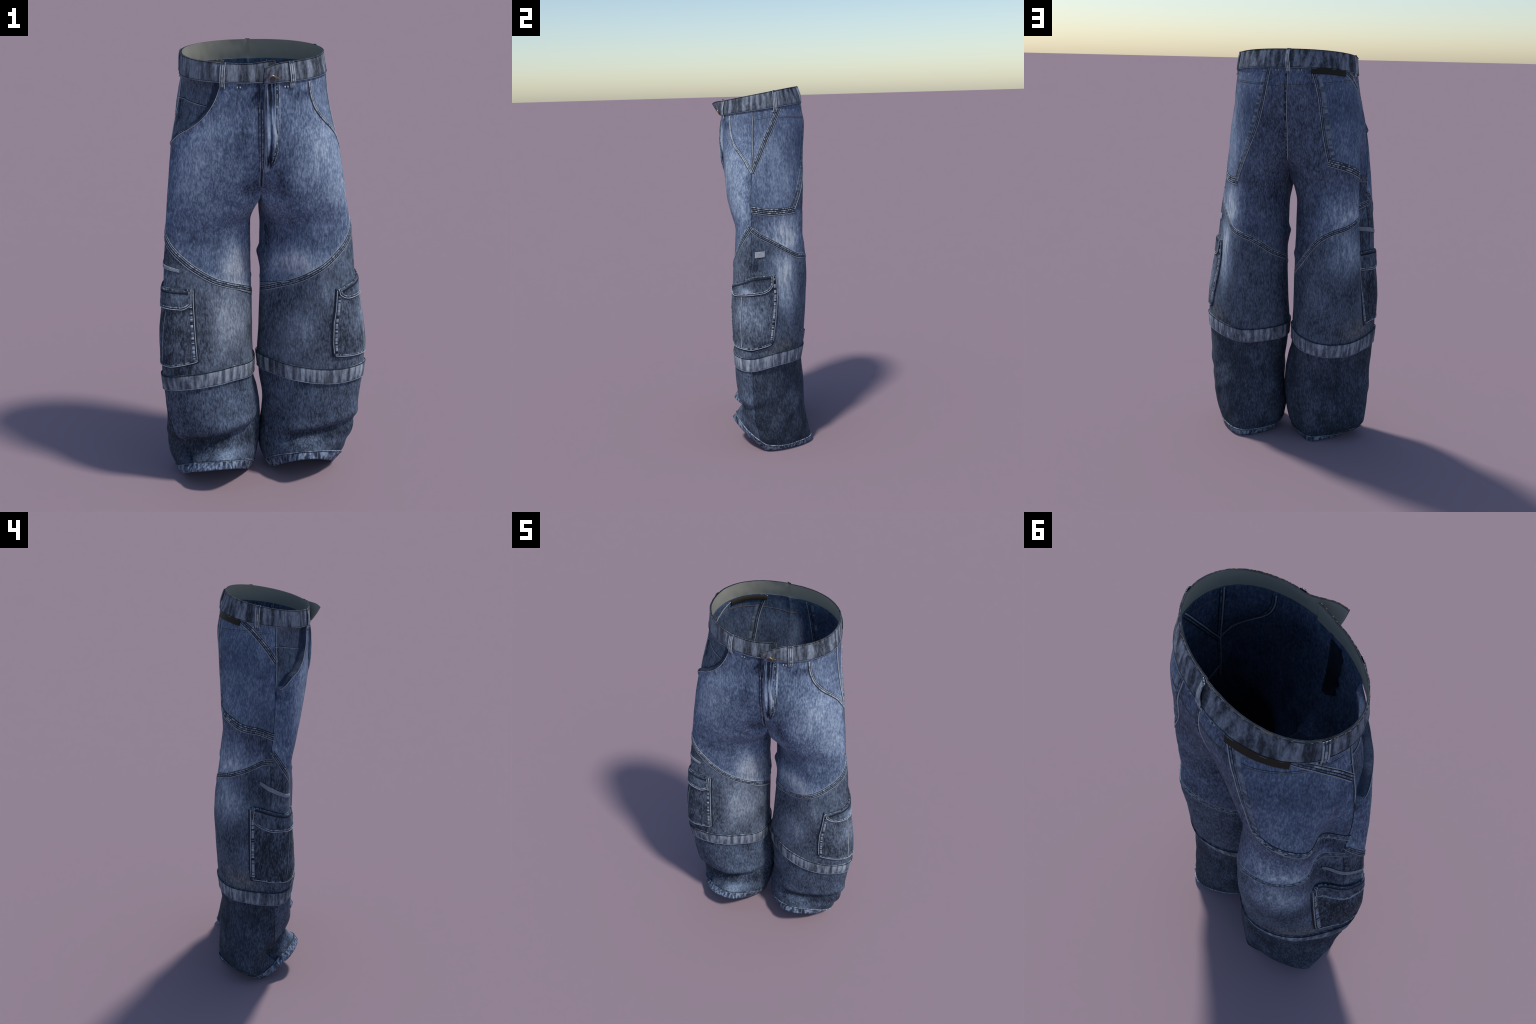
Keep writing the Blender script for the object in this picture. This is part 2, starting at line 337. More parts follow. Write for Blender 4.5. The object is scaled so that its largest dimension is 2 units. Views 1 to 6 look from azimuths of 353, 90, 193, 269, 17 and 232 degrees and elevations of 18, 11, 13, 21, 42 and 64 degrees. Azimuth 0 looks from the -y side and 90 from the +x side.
def plain(name, col, rough=.8, metal=0.0, grain=.25, scale=(300, 300, 120)):
    m = bpy.data.materials.new(name); m.use_nodes = True; nt = m.node_tree
    bsdf = nt.nodes['Principled BSDF']; bsdf.inputs['Roughness'].default_value = rough; bsdf.inputs['Metallic'].default_value = metal
    bsdf.inputs['Specular IOR Level'].default_value = .2
    tc = nt.nodes.new('ShaderNodeTexCoord')
    f = noise_tex(nt, tc.outputs['Object'], scale, 3)
    mx = nt.nodes.new('ShaderNodeMix'); mx.data_type = 'RGBA'; nt.links.new(f, mx.inputs['Factor'])
    mx.inputs[6].default_value = (*[c*(1-grain) for c in col], 1); mx.inputs[7].default_value = (*[min(1, c*(1+grain)) for c in col], 1)
    nt.links.new(mx.outputs[2], bsdf.inputs['Base Color'])
    return m

def seam_xz(block):
    out = []
    for sd in (-1, 1):
        q = []
        for a, z in block[sd]:
            p = surf(sd, a, z)[0]; q.append((p[0], p[2]))
        q.sort(); keep = [q[0]]
        for p in q[1:]:
            if p[0] - keep[-1][0] > .012: keep.append(p)
        out += keep
    return sorted(out)
KX, CX = seam_xz(KNEE_SEAM), seam_xz(CALF_SEAM)
BXF = sorted((float(surf(sd, a, float(as_function(BAND_TOP[sd])(a)))[0][0]), float(as_function(BAND_TOP[sd])(a)) - BAND_H * .5) for sd in (-1, 1) for a in range(-60, 61, 20))
MAT = {}
MAT['front_thigh_panel'] = denim('washed_front_denim', bias=.490, wear=[(KX, .045, .02, .16)], streak=.40, mottle=.26, seed=1, spots=[
    ((-.26,-.15,1.58), (.17,.3,.40), .18), ((.22,-.15,1.58), (.17,.3,.36), .18), ((.32,-.1,1.42), (.13,.2,.30), .17), ((-.34,-.1,1.40), (.10,.3,.25), .08),
    ((-.08,-.2,1.62), (.06,.3,.20), -.14), ((.08,-.2,1.50), (.07,.3,.14), -.13), ((-.03,-.2,1.45), (.08,.3,.12), -.10),
    ((-.10,-.10,1.06), (.13,.3,.20), .30), ((.14,-.13,1.07), (.15,.3,.12), .40), ((.05,-.13,1.02), (.06,.3,.10), .10), ((-.03,-.0,1.15), (.05,.14,.26), -.17), ((.02,-.0,1.18), (.06,.14,.24), -.17), ((-.06,-.14,1.42), (.08,.2,.07), -.10), ((.06,-.14,1.42), (.08,.2,.07), -.10),
    ((-.28,-.1,1.25), (.12,.3,.2), -.04), ((.30,-.1,1.25), (.12,.3,.15), -.05), ((-.02,-.2,1.80), (.05,.3,.13), -.25),
    ((.165,-.2,1.80), (.07,.2,.035), -.26), ((-.36,-.03,1.56), (.05,.1,.05), -.22), ((.345,-.03,1.52), (.05,.1,.06), -.2)],
    dusty=[((-.09,-.12,1.04), (.15,.3,.16), .45), ((.13,-.13,1.06), (.14,.3,.11), .25)])
MAT['knee_panel'] = denim('knee_denim', bias=.385, wear=[(KX, .02, .035, .10)], streak=.36, mottle=.22, sat=.78, seed=2, spots=[((-.27,-.13,.78), (.06,.2,.2), -.09), ((.28,-.13,.78), (.07,.2,.2), -.08), ((-.03,-.05,.8), (.05,.2,.25), -.10),
    ((-.16,-.12,.84), (.15,.3,.26), .20), ((.16,-.15,.76), (.14,.3,.18), .16), ((.24,-.1,.94), (.1,.3,.08), .08),
    ((-.42,-.05,1.12), (.14,.2,.12), -.12), ((.42,-.05,1.08), (.12,.3,.16), -.07), ((.05,-.1,.88), (.08,.3,.12), -.10), ((-.35,-.08,.60), (.14,.2,.05), -.16), ((-.30,-.1,.98), (.12,.1,.08), .05)],
    dusty=[((-.15,-.12,.80), (.2,.3,.3), .15)])
MAT['front_shin_panel'] = denim('front_shin_denim', bias=.345, streak=.36, mottle=.20, sat=.88, hue=.496, seed=3, spots=[
    ((-.25,-.15,.42), (.16,.3,.10), .06), ((.22,-.15,.40), (.2,.3,.10), .05), ((-.22,-.15,.22), (.28,.3,.075), -.20), ((.24,-.15,.235), (.28,.3,.075), -.20),  # hem fold's shadow and lit centre painted into the colour
    ((-.19,-.15,.175), (.09,.2,.055), .24), ((.20,-.15,.215), (.10,.2,.035), .22), ((-.33,-.1,.16), (.08,.2,.09), -.12), ((.33,-.1,.14), (.1,.2,.07), -.10), ((-.07,-.1,.2), (.06,.2,.1), -.12)])
MAT['back_panel'] = denim('seat_denim', bias=.385, wear=[(CX, .04, .02, .13)], streak=.38, mottle=.26, sat=.92, seed=4, spots=[
    ((-.30,.2,1.19), (.17,.3,.27), .32), ((.30,.2,1.22), (.16,.3,.23), .32), ((.32,.14,1.17), (.15,.18,.20), .32), ((-.36,.15,1.2), (.1,.14,.16), .12),
    ((-.01,.2,1.62), (.10,.2,.2), -.04), ((-.10,.2,1.12), (.10,.2,.3), -.04)])
MAT['back_pocket_panel'] = denim('back_pocket_denim', bias=.485, streak=.34, mottle=.20, seed=5, spots=[
    ((-.32,.2,1.52), (.14,.3,.25), .07), ((.32,.13,1.52), (.18,.3,.30), .17), ((.30,.05,1.74), (.12,.16,.14), .06), ((-.30,.2,1.75), (.15,.2,.15), -.05)])
MAT['calf_panel'] = denim('calf_denim', bias=.355, wear=[(CX, .02, .04, .12)], streak=.34, mottle=.18, sat=.85, seed=6, spots=[
    ((.34,.13,.97), (.13,.13,.27), .46), ((.32,.18,1.05), (.16,.2,.14), .14), ((.43,-.02,1.06), (.06,.08,.05), -.2), ((-.33,.20,1.03), (.15,.16,.20), .34), ((-.37,.12,.98), (.08,.12,.14), .10), ((-.25,.25,.86), (.16,.2,.3), .06),
    ((.25,.25,.85), (.12,.2,.25), .05), ((.43,.0,1.02), (.08,.1,.10), -.12), ((-.42,.0,1.12), (.10,.1,.12), -.05)],
    dusty=[((.42,.12,.60), (.25,.2,.10), .5), ((-.40,.12,.60), (.25,.2,.10), .5)])
MAT['back_shin_panel'] = denim('back_shin_denim', bias=.245, streak=.28, mottle=.16, sat=.85, seed=7, spots=[
    ((-.20,.25,.40), (.18,.2,.14), .04), ((.12,.25,.42), (.12,.2,.10), .06), ((.30,.25,.25), (.05,.2,.2), .06)])
MAT['pocket_facing'] = denim('pocket_facing_denim', bias=.41, streak=.30, mottle=.22, sat=.8, seed=8)
MAT['side_facing'] = denim('side_facing_denim', bias=.58, streak=.36, mottle=.24, seed=9)
MAT['waist'] = denim('waistband_denim', bias=.40, streak=.22, mottle=.26, cloud=.14, sat=.60, stripes=.29, stripe_scale=(46, 46, 3.5), seed=10)
MAT['band'] = denim('band_denim', bias=.51, streak=.22, mottle=.24, cloud=.14, sat=.60, stripes=.35, stripe_scale=(52, 52, 4), seed=11,
    spots=[((.45,-.05,.55), (.1,.12,.1), .12), ((.02,-.1,.58), (.12,.3,.1), -.16), ((-.45,-.05,.53), (.08,.15,.1), -.10)])
MAT['hem'] = denim('hem_denim', bias=.47, streak=.2, mottle=.12, sat=.9, stripes=.46, stripe_scale=(75, 75, 16), seed=12)
MAT['cargo'] = denim('cargo_denim', bias=.345, streak=.38, mottle=.36, sat=.75, seed=13, spots=[
    ((.43,-.06,.80), (.12,.16,.15), .22), ((-.40,-.03,.78), (.22,.3,.34), -.08), ((-.42,-.05,.66), (.12,.2,.08), -.08), ((-.36,-.1,.66), (.12,.1,.05), -.12), ((.42,0,.64), (.1,.1,.03), -.12), ((-.46,-.02,.8), (.1,.06,.2), -.06)])
MAT['flap'] = denim('flap_denim', bias=.33, streak=.30, mottle=.36, sat=.8, seed=14, spots=[
    ((.42,-.08,.935), (.12,.06,.035), .34), ((-.37,-.1,.93), (.07,.1,.05), .16), ((-.40,-.05,1.0), (.15,.15,.03), -.25), ((.44,.05,1.0), (.1,.12,.04), -.14), ((.40,-.05,1.0), (.1,.1,.03), -.15)])  # negative spots near z 1.0 darken the flap tops with painted shade
MAT['fly'] = denim('fly_denim', bias=.46, streak=.25, mottle=.2, stripes=.60, stripe_scale=(75, 20, 5.5), seed=15, spots=[
    ((.03,-.2,1.81), (.07,.1,.06), -.16), ((.03,-.2,1.68), (.05,.1,.12), .14), ((.03,-.2,1.53), (.07,.1,.06), -.24)])
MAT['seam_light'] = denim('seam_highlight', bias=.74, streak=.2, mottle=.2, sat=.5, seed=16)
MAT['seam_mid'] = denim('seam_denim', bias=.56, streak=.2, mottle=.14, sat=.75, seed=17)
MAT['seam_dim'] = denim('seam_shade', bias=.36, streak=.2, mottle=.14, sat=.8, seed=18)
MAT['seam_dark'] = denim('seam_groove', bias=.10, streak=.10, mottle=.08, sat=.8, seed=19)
MAT['loop'] = denim('loop_denim', bias=.70, streak=.25, mottle=.2, sat=.6, seed=20)
MAT['pocket_mouth'] = denim('pocket_mouth_shade', bias=.26, streak=.1, mottle=.06, seed=23)  # denim darkened to bake in the shadow of the pocket gap
MAT['strip'] = denim('strip_twill', bias=.58, streak=.2, mottle=.16, sat=.5, seed=24)
MAT['tab'] = denim('tab_twill', bias=.70, streak=.15, mottle=.12, sat=.35, seed=21)
MAT['thread'] = plain('tan_thread', (.16, .11, .07))
MAT['pale_thread'] = plain('pale_thread', (.45, .46, .46))
MAT['lining'] = plain('lining_cotton', (.34, .325, .275), grain=.06, scale=(600, 600, 600))
MAT['label'] = plain('label_leather', (.022, .018, .012), rough=.6, grain=.35, scale=(60, 60, 420))
MAT['brass'] = plain('aged_brass', (.42, .27, .12), rough=.42, metal=.9)
MAT['button'] = plain('button_face', (.07, .10, .14), rough=.35, metal=.6, grain=.6, scale=(160, 160, 160))
MAT['inner'] = denim('inner_denim', bias=.41, streak=.30, mottle=.2, seed=22)

# ------------------------------------------------------------------ objects
root = bpy.data.objects.new('cargo_jeans', None); bpy.context.scene.collection.objects.link(root)
root['label'] = 'baggy washed blue denim jeans with cargo pockets and knee bands'
root['category'] = 'jeans'

def make(name, verts, faces, mats, parent=None, midx=None, smooth_shade=True, kind=None, normals=None):
    me = bpy.data.meshes.new(name)
    me.from_pydata([tuple(map(float, v)) for v in verts], [], [tuple(map(int, f)) for f in faces])
    for m in (mats if isinstance(mats, (list, tuple)) else [mats]): me.materials.append(m)
    if midx is not None: me.polygons.foreach_set('material_index', midx)
    me.polygons.foreach_set('use_smooth', [smooth_shade] * len(me.polygons))
    me.update()
    if normals is not None:
        me.normals_split_custom_set_from_vertices([tuple(n) for n in normals])
    o = bpy.data.objects.new(name, me); bpy.context.scene.collection.objects.link(o)
    o.parent = parent or root
    if kind: o['kind'] = kind
    return o

# --- cloth panels: the body's faces sorted by pattern piece
FA = np.array(FACES); CEN = P[FA].mean(1)
FSIDE = np.array([s for s, i in FROW]); FROWI = np.array([i for s, i in FROW])
FAZ = np.where(FSIDE < 0, polar(-1, CEN[:, 0], CEN[:, 1]), polar(1, CEN[:, 0], CEN[:, 1]))
HEM_Z0 = .060
K_HEM = int(np.searchsorted(-Z_ROWS, -HEM_Z0))
region = np.empty(len(FA), object)
for sd in (-1, 1):
    m = FSIDE == sd; az = FAZ[m]; z = CEN[m][:, 2]
    front = (az < az_of_z(SIDE_SEAM[sd])(z))
    band = as_function(BAND_TOP[sd])(az) - BAND_H * .5
    r = np.where(front, 'front_thigh_panel', 'back_panel').astype(object)
    pe = az_of_z(POCKET_EDGE[sd])(z)
    lowest = min(p[1] for p in POCKET_EDGE[sd])
    r[front & (az > pe) & (z > lowest)] = 'pocket_facing' if sd < 0 else 'side_facing'
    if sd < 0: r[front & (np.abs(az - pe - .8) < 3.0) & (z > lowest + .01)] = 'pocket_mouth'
    r[front & (z < as_function(KNEE_SEAM[sd])(az))] = 'knee_panel'
    r[front & (z < band)] = 'front_shin_panel'
    bp_ = (~front) & (az < az_of_z(BACK_PANEL_SEAM[sd])(z)) & (z > as_function(SIDE_PANEL_SEAM[sd])(az)) & (az < 220)
    r[bp_] = 'back_pocket_panel'
    r[(~front) & (z < as_function(CALF_SEAM[sd])(az))] = 'calf_panel'
    r[(~front) & (z < band)] = 'back_shin_panel'
    region[m] = r
for sd in (1, -1):
    for key in ('front_thigh_panel', 'back_panel', 'back_pocket_panel', 'pocket_facing', 'side_facing', 'pocket_mouth', 'knee_panel', 'calf_panel', 'front_shin_panel', 'back_shin_panel'):
        fs = FA[(FSIDE == sd) & (region == key)]
        if not len(fs): continue
        ids = np.unique(fs); rm = np.full(len(P), -1); rm[ids] = np.arange(len(ids))
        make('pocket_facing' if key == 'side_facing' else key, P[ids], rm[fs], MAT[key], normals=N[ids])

# --- inside of the cloth
INNER_T = .0032
Pin = P - N * INNER_T
hem_faces = []
cnt = {}
for f in FACES:
    for a, b in zip(f, f[1:] + f[:1]):
        cnt.setdefault((min(a, b), max(a, b)), []).append((a, b))
rim = [e[0] for e in cnt.values() if len(e) == 1]
V = np.concatenate([P, Pin]); nP = len(P)
faces = [tuple(nP + k for k in f[::-1]) for f in FACES]
midx_in = None
make('inner_cloth', V, faces, MAT['inner'])
make('cut_edge', V[[k for e in rim for k in (e[0], e[1], e[1] + nP, e[0] + nP)]], [(4*i+3, 4*i+2, 4*i+1, 4*i) for i in range(len(rim))], MAT['seam_dim'])

# --- strips that lie on the cloth
def spline(ctrl, step=.004, closed=False):
    """Catmull-Rom through points in space, resampled evenly"""
    c = [np.array(p, float) for p in ctrl]
    if closed: c = [c[-1]] + c + [c[0], c[1]]
    else: c = [2*c[0]-c[1]] + c + [2*c[-1]-c[-2]]
    pts = []
    for i in range(1, len(c) - 2):
        k = max(2, int(np.linalg.norm(c[i+1]-c[i]) / step) + 1)
        for t in np.linspace(0, 1, k, endpoint=False):
            a, b, d, e = c[i-1], c[i], c[i+1], c[i+2]
            pts.append(.5*((2*b) + (-a+d)*t + (2*a-5*b+4*d-e)*t*t + (-a+3*b-3*d+e)*t**3))
    if not closed: pts.append(c[-2])
    pts = np.array(pts)
    if closed: pts = np.vstack([pts, pts[:1]])
    s = np.concatenate([[0], np.cumsum(np.linalg.norm(np.diff(pts, axis=0), axis=1))])
    q = np.linspace(0, s[-1], max(3, int(s[-1] / step)))
    return np.column_stack([np.interp(q, s, pts[:, k]) for k in range(3)])

def lay(side, line, step=.004):
    """a line in (azimuth, height) laid onto the cloth"""
    dense = []
    for (a0, z0), (a1, z1) in zip(line, line[1:]):
        k = max(1, int(max(abs(a1 - a0) / 6, abs(z1 - z0) / .03)))
        for t in np.linspace(0, 1, k, endpoint=False):
            dense.append((a0 + (a1-a0)*t, z0 + (z1-z0)*t))
    dense.append(line[-1])
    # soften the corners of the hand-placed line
    d = np.array(dense)
    for _ in range(2):
        d[1:-1] = .25*d[:-2] + .5*d[1:-1] + .25*d[2:]
    return spline([surf(side, a, z)[0] for a, z in d], step)

class Piece:
    def __init__(self): self.v, self.f, self.m = [], [], []
    def loft(self, rings, mats):
        """rings: list of equal-length point lists along the strip; mats: per segment"""
        b = len(self.v); k = len(rings[0])
        for r in rings: self.v += list(r)
        for i in range(len(rings) - 1):
            for j in range(k - 1):
                self.f.append((b+i*k+j, b+i*k+j+1, b+(i+1)*k+j+1, b+(i+1)*k+j)); self.m.append(mats[i] if isinstance(mats, (list, np.ndarray)) else mats)
        self.f.append(tuple(b + j for j in range(k))[::-1]); self.m.append(self.m[-1])
        self.f.append(tuple(b + (len(rings)-1)*k + j for j in range(k))); self.m.append(self.m[-1])
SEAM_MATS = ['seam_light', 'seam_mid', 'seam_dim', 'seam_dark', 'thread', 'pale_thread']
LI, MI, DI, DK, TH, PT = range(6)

def frame(path, inside=False, normal_of=None):
    T = np.gradient(path, axis=0); T /= np.linalg.norm(T, axis=1)[:, None]
    Nn = np.array([(normal_of or near)(p)[1] for p in path])
    for _ in range(2): Nn[1:-1] = (Nn[:-2] + Nn[1:-1] + Nn[2:]); Nn /= np.linalg.norm(Nn, axis=1)[:, None]
    B = np.cross(Nn, T); B /= np.linalg.norm(B, axis=1)[:, None]
    return T, Nn, B

rng = np.random.default_rng(7)
def ribbon(pc, path, fr, lat, width, lift, mat, height=.0012, jitter=0.0, conform=True):
    """thin raised strip of given width, 'lat' metres beside the path, its top 'lift' above the cloth"""
    T, Nn, B = fr
    c = path + B * lat
    if conform:
        c = np.array([near(p)[0] for p in c])
    if jitter:
        w = np.convolve(rng.normal(0, 1, len(c) + 8), np.ones(9) / 3, 'valid')
        c = c + B * (w * jitter)[:, None]
    rings = []
    for p, n, b in zip(c, Nn, B):
        h = width / 2
        rings.append([p - b*h + n*(lift - height*2), p - b*h*.75 + n*lift, p + b*h*.75 + n*lift, p + b*h + n*(lift - height*2)])
    pc.loft(rings, mat)
def puckers(n, choices, run=(1, 3)):
    out = []
    while len(out) < n:
        out += [int(rng.choice(choices))] * int(rng.integers(*run))
    return out[:n]

def seam(pc, side, line, style='double', flip=1, lift=0.0, path=None, normal_of=None, conform=True):
    if path is None: path = lay(side, line)
    if len(path) < 4: return
    fr = frame(path, normal_of=normal_of)
    n = len(path); k = flip
    sc = 1.22 if style in ('double', 'triple') else 1.0
    R = lambda lat, w, l, m, **kw: ribbon(pc, path, fr, lat * k * sc, w * sc, l * sc + lift, m, conform=conform, **kw)
    if style == 'double':        # two stitched rows with a puckered fold between
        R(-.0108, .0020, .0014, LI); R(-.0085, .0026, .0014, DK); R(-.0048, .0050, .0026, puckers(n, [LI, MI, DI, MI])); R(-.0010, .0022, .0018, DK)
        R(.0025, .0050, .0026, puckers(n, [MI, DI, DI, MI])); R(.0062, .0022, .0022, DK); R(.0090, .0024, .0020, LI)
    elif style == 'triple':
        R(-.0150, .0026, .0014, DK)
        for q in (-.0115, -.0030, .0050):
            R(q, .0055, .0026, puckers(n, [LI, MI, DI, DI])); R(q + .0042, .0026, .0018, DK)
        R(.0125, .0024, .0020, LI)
    elif style == 'piped':       # bright rolled edge, dark ribbons drawn as its shadow
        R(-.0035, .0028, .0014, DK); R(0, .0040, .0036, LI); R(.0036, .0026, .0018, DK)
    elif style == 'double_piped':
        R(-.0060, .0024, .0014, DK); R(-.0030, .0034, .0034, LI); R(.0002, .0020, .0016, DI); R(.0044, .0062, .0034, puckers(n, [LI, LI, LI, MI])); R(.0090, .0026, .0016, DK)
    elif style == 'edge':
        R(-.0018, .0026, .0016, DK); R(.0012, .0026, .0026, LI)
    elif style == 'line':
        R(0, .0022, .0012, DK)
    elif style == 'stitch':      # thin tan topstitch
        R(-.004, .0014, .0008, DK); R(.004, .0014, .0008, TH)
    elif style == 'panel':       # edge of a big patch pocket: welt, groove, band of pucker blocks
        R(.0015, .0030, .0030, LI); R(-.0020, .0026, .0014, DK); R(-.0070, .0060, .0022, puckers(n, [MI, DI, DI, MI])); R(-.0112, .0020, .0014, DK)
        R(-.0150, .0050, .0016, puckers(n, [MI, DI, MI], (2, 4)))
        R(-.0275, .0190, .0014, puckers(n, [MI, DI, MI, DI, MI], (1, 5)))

def finish(pc, name, parent=None, kind='stuff', mats=None):
    return make(name, pc.v, pc.f, [MAT[k] for k in (mats or SEAM_MATS)], parent, pc.m, kind=kind)

INSIDE = Piece()
def seam_inside(sd, line, style, flip):
    """the same seam as it shows on the inner face of the cloth"""
    path = lay(sd, line)
    T, Nn, B = frame(path); path = path - Nn * INNER_T
    k = flip; n = len(path); fr = (T, -Nn, -B)
    def R(lat, w, l, m):
        c = [near(p + B[i] * lat * k) for i, p in enumerate(path + Nn * INNER_T)]
        ribbon(INSIDE, np.array([h - n_ * INNER_T for h, n_ in c]), fr, 0, w, l, m, conform=False)
    if style == 'panel':
        R(.0015, .0040, .0030, LI); R(-.0025, .0030, .0014, DK); R(-.0070, .0060, .0022, puckers(n, [MI, DI, DI, DI])); R(-.0112, .0020, .0014, DK); R(-.0260, .0170, .0014, puckers(n, [MI, MI, DI, DI], (2, 6)))
    elif style == 'stitch': R(0, .0016, .0012, TH)
    else:
        R(-.0085, .0026, .0014, DK); R(-.0045, .0056, .0026, LI); R(-.0002, .0028, .0016, DK); R(.0040, .0060, .0024, puckers(n, [MI, DI, DI])); R(.0085, .0026, .0014, DK)
for sd in (-1, 1):
    seam_inside(sd, BACK_PANEL_SEAM[sd], 'panel', 1 if sd > 0 else -1); seam_inside(sd, YOKE_SEAM[sd], 'stitch', 1)
    seam_inside(sd, SIDE_PANEL_SEAM[sd], 'double', 1); seam_inside(sd, HIP_SEAM[sd], 'double', 1)
    seam_inside(sd, [q for q in SIDE_SEAM[sd] if q[1] > 1.2], 'double', 1)
    if sd > 0: seam_inside(sd, POCKET_EDGE[sd], 'double', 1)
for sd in (-1, 1):
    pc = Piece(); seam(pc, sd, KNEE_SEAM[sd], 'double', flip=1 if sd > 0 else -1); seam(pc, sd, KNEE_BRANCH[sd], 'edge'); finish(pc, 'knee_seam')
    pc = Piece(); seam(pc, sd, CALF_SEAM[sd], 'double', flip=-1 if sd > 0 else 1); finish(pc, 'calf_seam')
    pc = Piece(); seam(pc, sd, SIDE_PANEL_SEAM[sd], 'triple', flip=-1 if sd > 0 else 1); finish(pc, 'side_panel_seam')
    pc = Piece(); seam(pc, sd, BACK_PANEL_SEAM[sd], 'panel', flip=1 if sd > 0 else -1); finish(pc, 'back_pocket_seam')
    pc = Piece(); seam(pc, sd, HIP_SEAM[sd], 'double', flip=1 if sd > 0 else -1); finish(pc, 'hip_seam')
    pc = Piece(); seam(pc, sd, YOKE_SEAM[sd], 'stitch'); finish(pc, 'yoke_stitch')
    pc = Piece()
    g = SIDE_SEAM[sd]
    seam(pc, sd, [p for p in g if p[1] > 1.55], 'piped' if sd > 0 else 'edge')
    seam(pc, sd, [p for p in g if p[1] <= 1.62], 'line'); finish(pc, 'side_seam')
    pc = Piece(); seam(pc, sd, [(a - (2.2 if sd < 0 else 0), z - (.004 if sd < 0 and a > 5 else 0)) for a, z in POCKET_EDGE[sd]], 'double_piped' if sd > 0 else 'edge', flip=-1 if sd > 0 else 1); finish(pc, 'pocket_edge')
make('inner_seam', INSIDE.v, INSIDE.f, [MAT[k] for k in SEAM_MATS], None, INSIDE.m, kind='stuff')

# ------------------------------------------------------------------ knee bands
def band_strip(sd, name, line, hgt, mat, out=.0075, samples=220):
    """folded strip of cloth around a leg, its top edge following the line"""
    zt = as_function(line)
    pts_t = []
    az = np.linspace(-90, 270, samples, endpoint=False)
    V, F = [], []
    prof = [(0, .0005), (.03, out*.75), (.12, out), (.5, out*.95), (.9, out), (.985, out*.9), (1, .0005)]
    ct = []
    for a in az:
        col = []
        for t, o in prof:
            p, n = surf(sd, a, float(zt(a)) - hgt * t)
            col.append((p, n, o))
        ct.append(col)
    Nn = np.array([[c[1] for c in col] for col in ct])
    for _ in range(2): Nn = np.roll(Nn, 1, 0) + Nn + np.roll(Nn, -1, 0); Nn /= np.linalg.norm(Nn, axis=2)[..., None]
    k = len(prof)
    for i in range(samples):
        wob = 1 + .12 * noise.noise(Vector((i * .35, sd * 3, 0)))
        for j in range(k):
            p, n, o = ct[i][j]
            V.append(p + Nn[i, j] * o * wob)
    for i in range(samples):
        i2 = (i + 1) % samples
        for j in range(k - 1):
            f = (i*k+j, i2*k+j, i2*k+j+1, i*k+j+1)
            F.append(f if sd < 0 else f[::-1])
    o = make(name, V, F, mat)
    return o
for sd in (-1, 1):
    bo = band_strip(sd, 'knee_band', BAND_TOP[sd], BAND_H, MAT['band'])
    closed_line = [(a, z) for a, z in BAND_TOP[sd]]
    pc = Piece()
    path = lay(sd, closed_line)
    fr = frame(path); k = 1 if sd > 0 else -1
    ribbon(pc, path, fr, 0, .0040, .0080, DK)
    low = lay(sd, [(a, z - BAND_H) for a, z in closed_line]); fl = frame(low)
    fronts = [a for a in range(0)]
    ribbon(pc, low, fl, 0, .0026, .0084, MI)
    finish(pc, 'band_edge', parent=bo)

# ------------------------------------------------------------------ hem cuffs
def row_points(sd, z0):
    """ring of the finished (displaced) cloth at pattern height z0: nearest body points"""
    s = section(sd, z0)
    return s
for sd in (-1, 1):
    zs = [.060, .0585, .056, .036, .012, .003, .0005]
    outs = [.0005, .0035, .0042, .0040, .0042, .0038, -.001]
    V, F = [], []
    ring0 = None
    for z0, o in zip(zs, outs):
        wide, narrow = section(sd, max(z0, 0)), section(sd, max(z0, 0) * .55)     # deeper in front than behind
        for j in range(0, NCOL, 2):
            fr_ = float(smooth(.13, -.08, wide[j][1])); s_j = narrow[j] + (wide[j] - narrow[j]) * fr_
            h, n = near(s_j)
            V.append(h + n * (o + .0007 * noise.noise(Vector((j * .3, z0 * 60, sd)))))
    k = NCOL // 2
    for i in range(len(zs) - 1):
        for j in range(k):
            j2 = (j + 1) % k; f = (i*k+j, i*k+j2, (i+1)*k+j2, (i+1)*k+j)
            F.append(f if sd > 0 else f[::-1])
    V = np.array(V); V[:, 2] = np.maximum(V[:, 2], 0.0)
    ho = make('hem_cuff', V, F, MAT['hem'])
    pc = Piece()
    path = np.array(list(V[k*2:k*3]) + [V[k*2]])
    path = spline(path[::3], .004)
    fr = frame(path)
    ribbon(pc, path, fr, .002, .0028, .0016, puckers(len(path), [LI, MI, MI, DI]), conform=False, height=.002); ribbon(pc, path, fr, -.0012 , .0026, .0012, DK, conform=False, height=.002)
    finish(pc, 'hem_stitch', parent=ho)

